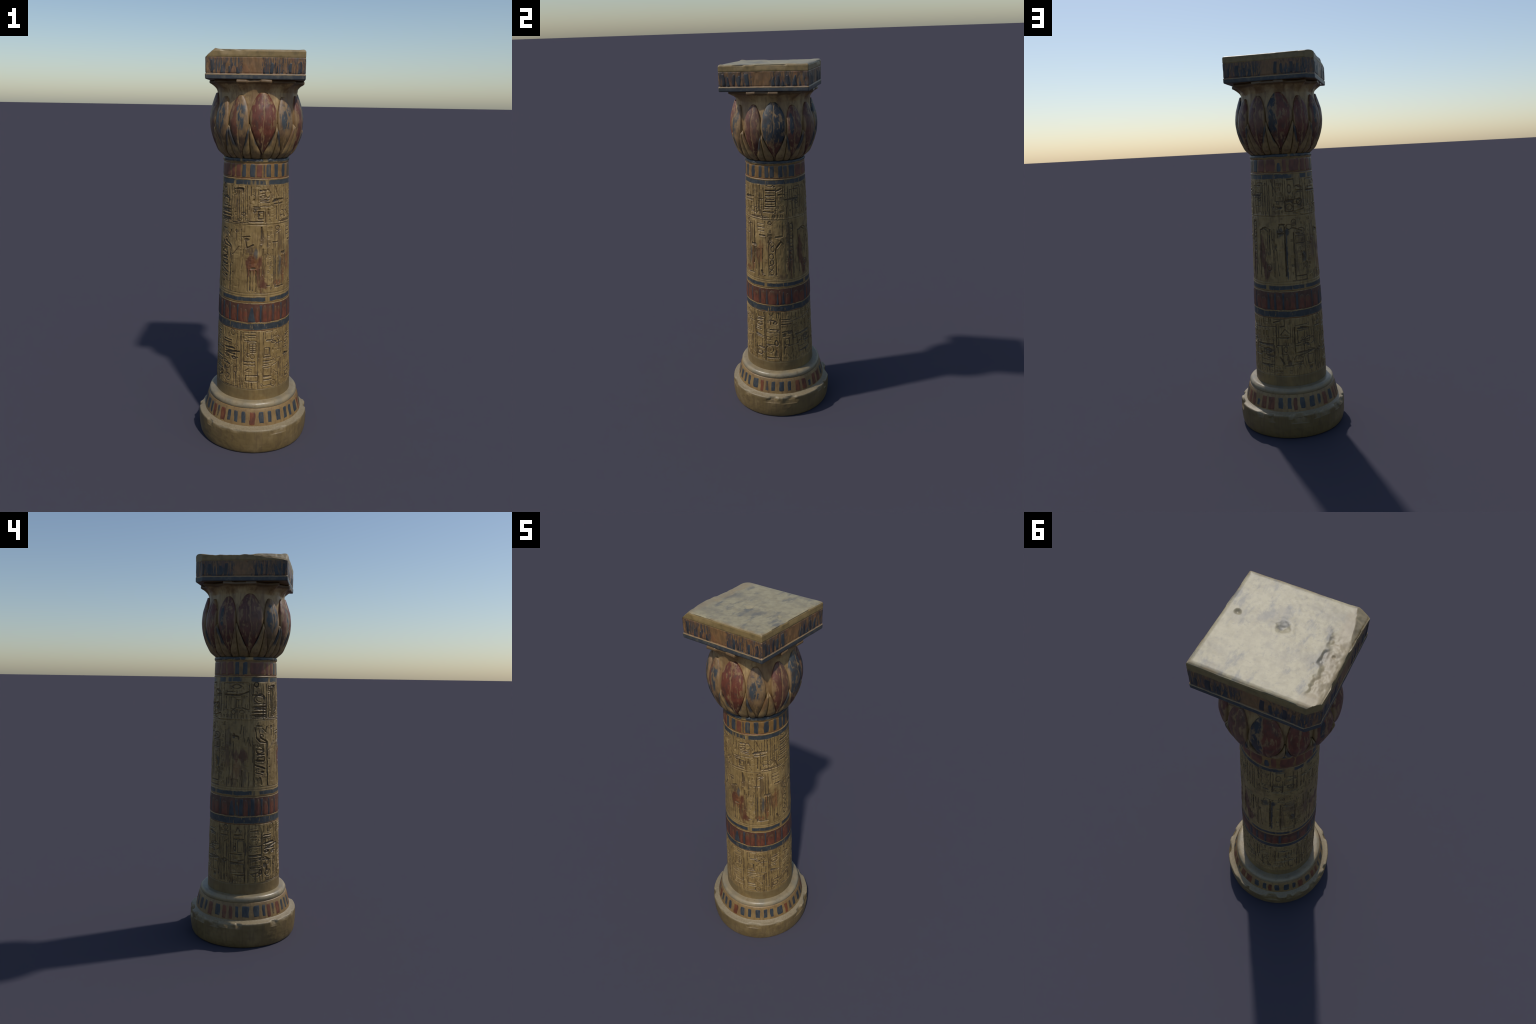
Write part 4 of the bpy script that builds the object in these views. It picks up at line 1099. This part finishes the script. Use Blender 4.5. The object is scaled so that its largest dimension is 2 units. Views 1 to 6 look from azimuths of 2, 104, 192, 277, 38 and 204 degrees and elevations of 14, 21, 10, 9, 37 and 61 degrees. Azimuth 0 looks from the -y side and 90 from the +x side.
# one (mesh, azimuth, paint) for each of the twelve petals
PETALS = [(big_petal, 11.0, P_RED), (small_petal, 40.5, P_TAN_BLUE), (mid_petal, 72.0, P_BROWN), (big_petal, 102.0, P_BLUE),
          (small_petal, 131.0, P_BLUE_EDGE), (mid_petal, 160.0, P_BROWN), (big_petal, 191.5, P_BLUE_RED), (small_petal, 222.5, P_RED),
          (mid_petal, 251.0, P_BLUE_EDGE), (big_petal, 282.5, P_BROWN), (small_petal, 313.0, P_TAN_BLUE), (mid_petal, 340.0, P_RED_BLUE)]
for me, az, m in PETALS:
    add_object("petal", me, m, bell, az=az)


def sepal_material(name, paint_strength):
    n = Nodes(name, 0.5)
    c, h = stone_base(n, light=lin(150, 124, 80), mid=lin(134, 108, 68), dark=lin(98, 74, 48), streak=0.5)
    v = n.shift(2.0)
    x, y, z = n.xyz()
    wob = n.math('MULTIPLY', n.math('SUBTRACT', n.noise((50, 50, 18), detail=4, vec=v), 0.5), 0.02)
    # painted sliver along the petal's slanting edge
    s = n.math('ADD', n.math('ABSOLUTE', x), wob)
    line = n.math('SUBTRACT', s, n.math('MULTIPLY', n.math('SUBTRACT', z, 1.535), 0.36))
    m = n.math('MULTIPLY', n.ramp01(line, 0.024, 0.015), n.band(z, 1.565, 1.645, 0.012))
    c = n.mix(n.math('MULTIPLY', m, paint_strength), c, BLUE_DEEP if paint_strength > 0.5 else RED_DARK)
    foot = n.math('MULTIPLY', n.ramp01(s, 0.008, 0.002), n.ramp01(z, 1.56, 1.53))
    c = n.mix(n.math('MULTIPLY', foot, 0.7), c, BLUE_DEEP if paint_strength > 0.5 else RED_DARK)
    return n.finish(c, h)


S_BLUE = sepal_material("sepal_blue_edge", 0.9)
S_TAN = sepal_material("sepal_bare", 0.45)
HALF = {big_petal.name: 17.8, mid_petal.name: 13.4, small_petal.name: 12.2}
for k, (me, az, m) in enumerate(PETALS):
    w = HALF[me.name]
    for side in (-1, 1):
        other, oaz, _ = PETALS[(k + side) % 12]
        gap = abs(wrap(oaz - az))
        joint = gap * w / (w + HALF[other.name])
        add_object("sepal", sepal_mesh("sepal", w, side, joint), S_BLUE if RNG.rand() < 0.55 else S_TAN, bell, az=az)

# ---------------------------------------------------------------- abacus
AX0, AX1, AY0, AY1 = -0.2275, 0.2262, -0.2305, 0.2270
CX, CY, HX, HY = (AX0 + AX1) / 2, (AY0 + AY1) / 2, (AX1 - AX0) / 2, (AY1 - AY0) / 2


BROKEN = 0.085


def top_height(x, y):
    """Worn top: dished centre, a hole, a broken strip along the left edge."""
    h = 1.9965 - 0.0025 * smooth(0.018, 0.0, np.minimum(np.minimum(x - AX0, AX1 - x), np.minimum(y - AY0, AY1 - y))) + 0.0007 * fbm(x * 9, y * 9, x * 0, 2) + 0.0002 * fbm(x * 70, y * 70, x * 0 + 1, 2)
    d = np.hypot(x - 0.008, y + 0.034) + 0.007 * fbm(x * 40, y * 40, x * 0 + 3, 2)
    h = h - 0.0045 * (1 - smooth(0.004, 0.030, d)) + 0.0006 * np.exp(-((d - 0.034) / 0.010) ** 2)
    d = np.hypot(x - 0.176, y + 0.037) + 0.004 * fbm(x * 60, y * 60, x * 0 + 6, 2)
    h = h - 0.0065 * (1 - smooth(0.001, 0.015, d))
    strip = smooth(-0.150, -0.168, x + 0.020 * fbm(x * 26, y * 26, x * 0 + 5, 3)) * smooth(-0.10, -0.04, y) * smooth(0.19, 0.15, y)
    h = h - strip * (0.0042 + 0.0020 * fbm(x * 34, y * 34, x * 0 + 8, 3))
    h = h - 0.003 * (1 - smooth(0.002, 0.007, np.hypot(x + 0.188, y - 0.005)))
    h = h + 0.0038 * (1 - smooth(0.0, 0.028, np.hypot(x + 0.186, y + 0.216)))
    h = h + 0.002 * (1 - smooth(0.0, 0.03, np.hypot(x - 0.216, y + 0.220)))
    # broken front-left corner, rubbed back-left corner
    h = np.minimum(h, 1.9620 + 0.80 * (x - AX0) + 0.16 * (y - AY0) + 0.002 * fbm(x * 60, y * 60, x * 0 + 2, 2))
    d2 = (x - AX0) + (AY1 - y)
    h = np.minimum(h, 1.9730 + 0.9 * d2)
    return h


def abacus_mesh():
    n_side = 120
    # perimeter of a unit square, counted from the front-left corner
    t = np.linspace(-1, 1, n_side, endpoint=False)
    px = np.concatenate([t, np.ones(n_side), -t, -np.ones(n_side)])
    py = np.concatenate([-np.ones(n_side), t, np.ones(n_side), -t])
    n = len(px)

    def ring(scale, off, corner):
        x, y = px * HX * scale, py * HY * scale
        # round the corners
        kx, ky = np.abs(x) - (HX * scale - corner), np.abs(y) - (HY * scale - corner)
        m = (kx > 0) & (ky > 0)
        L = np.hypot(kx, ky) + 1e-9
        f = np.maximum(kx, ky) / L
        x = np.where(m, np.sign(x) * (HX * scale - corner + kx * f), x)
        y = np.where(m, np.sign(y) * (HY * scale - corner + ky * f), y)
        x, y = x * (HX + off) / HX, y * (HY + off) / HY
        # the back-left corner has been knocked off
        over = np.clip((-x / HX + y / HY) / 2 - (1 - BROKEN), 0, None)
        x, y = x + over * HX, y - over * HY
        return x + CX, y + CY
    rows = []
    # underside, blue fillet, frieze, top fillet
    prof = [(0.30, 1.8650, 0.0), (0.80, 1.8650, 0.0), (0.985, 1.8650, 0.0)]
    for s, z, o in prof:
        x, y = ring(s, o, 0.004)
        rows.append(np.stack([x, y, np.full(n, z)], -1))
    zs = np.concatenate([[1.8656, 1.8668], np.linspace(1.869, 1.992, 84)])
    for z in zs:
        o = -0.0022 * smooth(0.0035, 0.0, z - 1.865) + 0.0016 * (1 - smooth(1.880, 1.8885, z))
        o = o + 0.0014 * (1 - smooth(0.001, 0.004, abs(z - 1.8865))) - 0.0012 * (1 - smooth(0.001, 0.004, abs(z - 1.8915)))
        o = o - 0.0012 * (1 - smooth(0.001, 0.003, abs(z - 1.9615)))
        o = o - 0.002 * smooth(1.986, 1.992, z)
        x, y = ring(1.0, o, 0.0035)
        s = np.where(np.abs(py) > np.abs(px), x, y + 3)
        fr = smooth(1.889, 1.895, z) * (1 - smooth(1.955, 1.962, z))
        d = 0.0007 * fbm(s * 26, s * 0 + z * 26, s * 0, 2)
        # carved frieze figures: upright cuts
        d = d + fr * 0.0022 * np.minimum(0, fbm(s * 75, s * 0 + z * 16, s * 0 + 4, 2))
        # worn upper edge
        d = d - 0.004 * smooth(1.968, 1.992, z) * smooth(0.0, 0.7, fbm(s * 18, s * 0, s * 0 + 9, 2))
        x = x + np.sign(px) * (np.abs(px) > 0.999) * d
        y = y + np.sign(py) * (np.abs(py) > 0.999) * d
        zz = np.minimum(z, top_height(x, y) - (1.990 - z) * 0.05 - 0.0015)
        # upper corners at the back-left and front-left break inward
        cut = np.maximum(0, z - zz)
        rows.append(np.stack([x, y, zz], -1))
    for s in np.concatenate([[0.994, 0.986, 0.976], np.linspace(0.965, 0.0, 110)]):
        x, y = ring(s, -0.002 * s, 0.0035 * s)
        rows.append(np.stack([x, y, top_height(x, y) - 0.0022 * smooth(0.975, 1.0, s)], -1))
    V = np.concatenate(rows)
    nr = len(rows)
    i, j = np.meshgrid(np.arange(nr - 1), np.arange(n), indexing='ij')
    j2 = (j + 1) % n
    F = np.stack([i * n + j, i * n + j2, (i + 1) * n + j2, (i + 1) * n + j], -1).reshape(-1, 4)
    return mesh_from("abacus", V, F)


def abacus_material():
    n = Nodes("abacus_stone", 0.5)
    x, y, z = n.xyz()
    geo = n.t.nodes.new("ShaderNodeNewGeometry")
    nx, ny, nz = n.xyz(geo.outputs["True Normal"])
    on_x = n.math('GREATER_THAN', n.math('ABSOLUTE', nx), n.math('ABSOLUTE', ny))
    # s runs along whichever side is seen
    s = n.math('ADD', n.math('MULTIPLY', y, on_x), n.math('MULTIPLY', x, n.math('SUBTRACT', 1.0, on_x)))
    comb = n.t.nodes.new("ShaderNodeCombineXYZ")
    n.link(s, comb.inputs[0])
    n.link(z, comb.inputs[1])
    n.link(n.math('ADD', n.math('MULTIPLY', nx, 2.0), ny), comb.inputs[2])
    sv = comb.outputs[0]
    wob = n.noise((50, 50, 2), detail=3, vec=sv)
    fig = n.noise((95, 13, 2), detail=3, vec=sv, distort=0.6)
    fig2 = n.noise((150, 22, 2), (4, 4, 1), detail=3, vec=sv, distort=0.4)
    tone = n.noise((40, 30, 2), (1, 5, 2), detail=3, vec=sv)
    grain = n.noise((240, 240, 240), detail=2)
    gap = n.ramp01(n.math('ADD', n.math('ABSOLUTE', n.math('ADD', s, 0.012)), n.math('MULTIPLY', n.math('SUBTRACT', wob, 0.5), 0.05)), 0.042, 0.052)
    frieze = n.mix(n.ramp01(tone, 0.35, 0.65), lin(132, 96, 58), lin(112, 84, 52))
    frieze = n.mix(n.math('MULTIPLY', n.ramp01(fig2, 0.46, 0.58), n.math('ADD', 0.2, n.math('MULTIPLY', gap, 0.65))), frieze, lin(70, 56, 42))
    up = n.ramp01(z, 1.962, 1.92)
    dark = n.math('MULTIPLY', n.ramp01(fig, 0.47, 0.54), gap)
    dark = n.math('MULTIPLY', dark, n.math('ADD', 0.55, n.math('MULTIPLY', up, 0.4)))
    frieze = n.mix(dark, frieze, n.mix(n.ramp01(tone, 0.4, 0.6), BLUE_DEEP, BLUE))
    rust = n.math('MULTIPLY', n.ramp01(n.noise((20, 16, 2), (8, 1, 3), detail=3, vec=sv), 0.5, 0.7), 0.35)
    frieze = n.mix(rust, frieze, lin(122, 74, 48))
    fillet = n.mix(n.ramp01(tone, 0.4, 0.7), lin(132, 110, 68), lin(112, 94, 58))
    zz = n.math('ADD', z, n.math('MULTIPLY', n.math('SUBTRACT', wob, 0.5), 0.004))
    c = n.mix(n.ramp01(zz, 1.9600, 1.9625), frieze, fillet)
    c = n.mix(n.ramp01(zz, 1.8895, 1.8875), c, lin(146, 122, 86))
    blue = n.mix(n.ramp01(tone, 0.45, 0.72), lin(54, 58, 62), lin(82, 80, 72))
    c = n.mix(n.ramp01(zz, 1.8850, 1.8835), c, blue)
    c = n.mix(n.ramp01(z, 1.8665, 1.8652), c, TAN_BROWN)
    # bleached, dusty top with grey stains
    v = n.noise((10, 10, 10), (2, 6, 1), detail=4, rough=0.6)
    w = n.noise((30, 30, 30), (5, 6, 1), detail=5, rough=0.65)
    top = n.mix(n.ramp01(w, 0.38, 0.66), lin(161, 150, 119), lin(147, 136, 107))
    st = n.noise((16, 7, 10), (3, 0, 0), detail=5, rough=0.65)
    top = n.mix(n.math('MULTIPLY', n.ramp01(st, 0.50, 0.66), 0.85), top, lin(100, 98, 92))
    top = n.mix(n.math('MULTIPLY', n.ramp01(v, 0.48, 0.66), 0.55), top, lin(122, 114, 97))
    fleck = n.noise((70, 70, 70), (9, 1, 4), detail=4, rough=0.7)
    top = n.mix(n.math('MULTIPLY', n.ramp01(fleck, 0.52, 0.7), 0.45), top, lin(112, 106, 94))
    broken = n.math('MULTIPLY', n.ramp01(n.math('ADD', x, n.math('MULTIPLY', n.math('SUBTRACT', w, 0.5), 0.1)), -0.150, -0.185), 0.6)
    top = n.mix(broken, top, lin(142, 124, 94))
    ex = n.math('SUBTRACT', n.math('ABSOLUTE', n.math('SUBTRACT', x, CX)), HX)
    ey = n.math('SUBTRACT', n.math('ABSOLUTE', n.math('SUBTRACT', y, CY)), HY)
    rim = n.math('ADD', n.math('MAXIMUM', ex, ey), n.math('MULTIPLY', n.math('SUBTRACT', w, 0.5), 0.03))
    top = n.mix(n.math('MULTIPLY', n.math('MULTIPLY', n.ramp01(rim, -0.012, -0.004), n.ramp01(v, 0.42, 0.6)), 0.7), top, lin(136, 116, 82))
    topm = n.ramp01(n.math('ADD', nz, n.math('MULTIPLY', n.math('SUBTRACT', w, 0.5), 0.5)), 0.55, 0.75)
    topm = n.math('MULTIPLY', topm, n.ramp01(z, 1.94, 1.965))
    c = n.mix(topm, c, top)
    n.put(n.bsdf.inputs["Roughness"], n.math('ADD', 0.48, n.math('MULTIPLY', topm, -0.01)))
    h = n.math('ADD', n.math('MULTIPLY', w, 0.25), n.math('MULTIPLY', grain, 0.4))
    return n.finish(c, h, 0.12)


abacus = add_object("abacus", abacus_mesh(), abacus_material())


def face_stroke(face, s, width, z0, z1, material, head):
    """An upright painted figure on one side of the abacus."""
    nu, nv = 6, 12
    u, v = np.linspace(-1, 1, nu + 1), np.linspace(0, 1, nv + 1)
    U, W = np.meshgrid(u, v)
    wd = {'spike': np.clip(1 - 0.8 * W ** 1.5, 0.1, 1), 'leaf': np.sqrt(np.clip(1 - np.abs(2 * W - 0.9) ** 2.4 * 0.8, 0.05, 1)),
          'post': 1 - 0.1 * np.abs(2 * W - 1) ** 4}[head]
    S = U * wd * width * 0.5 + 0.12 * width * np.sin(4 * W + s * 60)
    Z = z0 + (z1 - z0) * W
    edge = (np.abs(U) > 0.999) | (W < 0.001) | (W > 0.999)
    D = np.where(edge, -0.002, 0.0012)
    V = np.stack([S, -D, Z], -1).reshape(-1, 3)
    i, j = np.meshgrid(np.arange(nv), np.arange(nu), indexing='ij')
    q = nu + 1
    F = np.stack([i * q + j, i * q + j + 1, (i + 1) * q + j + 1, (i + 1) * q + j], -1).reshape(-1, 4)
    ob = add_object("painted_figure", mesh_from("painted_figure", V, F), material, abacus)
    # face 0 front (-y), 1 right (+x), 2 back (+y), 3 left (-x); s in world x or y
    ob.location = [(s, AY0, 0), (AX1, s, 0), (s, AY1, 0), (AX0, s, 0)][face]
    ob.rotation_euler = (0, 0, face * PI / 2)


FIG_BLUE = paint_material("figure_blue_paint", BLUE, BLUE_DEEP, edge=0.12, wear=0.4, under=lin(120, 88, 54))
FIG_DARK = paint_material("figure_dark_paint", lin(50, 50, 52), lin(36, 38, 42), edge=0.12, wear=0.3, under=lin(104, 76, 50))
FIGURES = [
    (0, -0.199, 0.013, 1.892, 1.955, 'd', 'post'), (0, -0.152, 0.016, 1.890, 1.932, 'b', 'spike'), (0, -0.118, 0.012, 1.892, 1.925, 'b', 'leaf'),
    (0, -0.081, 0.017, 1.889, 1.922, 'd', 'spike'), (0, 0.040, 0.012, 1.892, 1.924, 'b', 'spike'), (0, 0.074, 0.019, 1.889, 1.942, 'b', 'leaf'),
    (0, 0.098, 0.010, 1.892, 1.93, 'd', 'spike'), (0, 0.158, 0.017, 1.892, 1.940, 'b', 'leaf'), (0, 0.205, 0.011, 1.890, 1.948, 'd', 'post'),
    (1, -0.205, 0.018, 1.890, 1.955, 'd', 'post'), (1, -0.180, 0.015, 1.890, 1.940, 'b', 'spike'), (1, -0.150, 0.018, 1.892, 1.952, 'd', 'leaf'),
    (1, -0.122, 0.015, 1.890, 1.945, 'b', 'post'), (1, -0.083, 0.026, 1.890, 1.956, 'b', 'post'), (1, 0.052, 0.022, 1.890, 1.938, 'b', 'spike'),
    (1, 0.076, 0.016, 1.889, 1.944, 'd', 'leaf'), (1, 0.098, 0.014, 1.890, 1.92, 'b', 'spike'), (1, 0.124, 0.014, 1.892, 1.945, 'd', 'post'),
    (1, 0.160, 0.026, 1.890, 1.946, 'b', 'spike'),
    (2, 0.154, 0.022, 1.890, 1.950, 'd', 'post'), (2, 0.118, 0.018, 1.890, 1.935, 'b', 'spike'), (2, 0.094, 0.024, 1.889, 1.930, 'b', 'spike'),
    (2, -0.040, 0.020, 1.892, 1.955, 'd', 'post'), (2, -0.070, 0.014, 1.890, 1.945, 'b', 'leaf'), (2, -0.118, 0.018, 1.892, 1.95, 'd', 'post'),
    (2, -0.150, 0.016, 1.890, 1.94, 'b', 'post'), (2, 0.198, 0.012, 1.892, 1.94, 'd', 'leaf'),
    (3, 0.150, 0.024, 1.890, 1.950, 'b', 'leaf'), (3, 0.182, 0.010, 1.892, 1.95, 'd', 'post'), (3, 0.098, 0.026, 1.890, 1.94, 'b', 'leaf'),
    (3, 0.070, 0.018, 1.890, 1.952, 'd', 'post'), (3, -0.078, 0.018, 1.889, 1.935, 'd', 'spike'), (3, -0.104, 0.014, 1.890, 1.95, 'b', 'leaf'),
    (3, -0.128, 0.012, 1.890, 1.945, 'd', 'post'), (3, -0.178, 0.022, 1.889, 1.94, 'b', 'spike'), (3, -0.212, 0.016, 1.890, 1.95, 'd', 'leaf')]
for f, s, wd, z0, z1, c, hd in FIGURES:
    face_stroke(f, s, wd, z0, z1, FIG_BLUE if c == 'b' else FIG_DARK, hd)
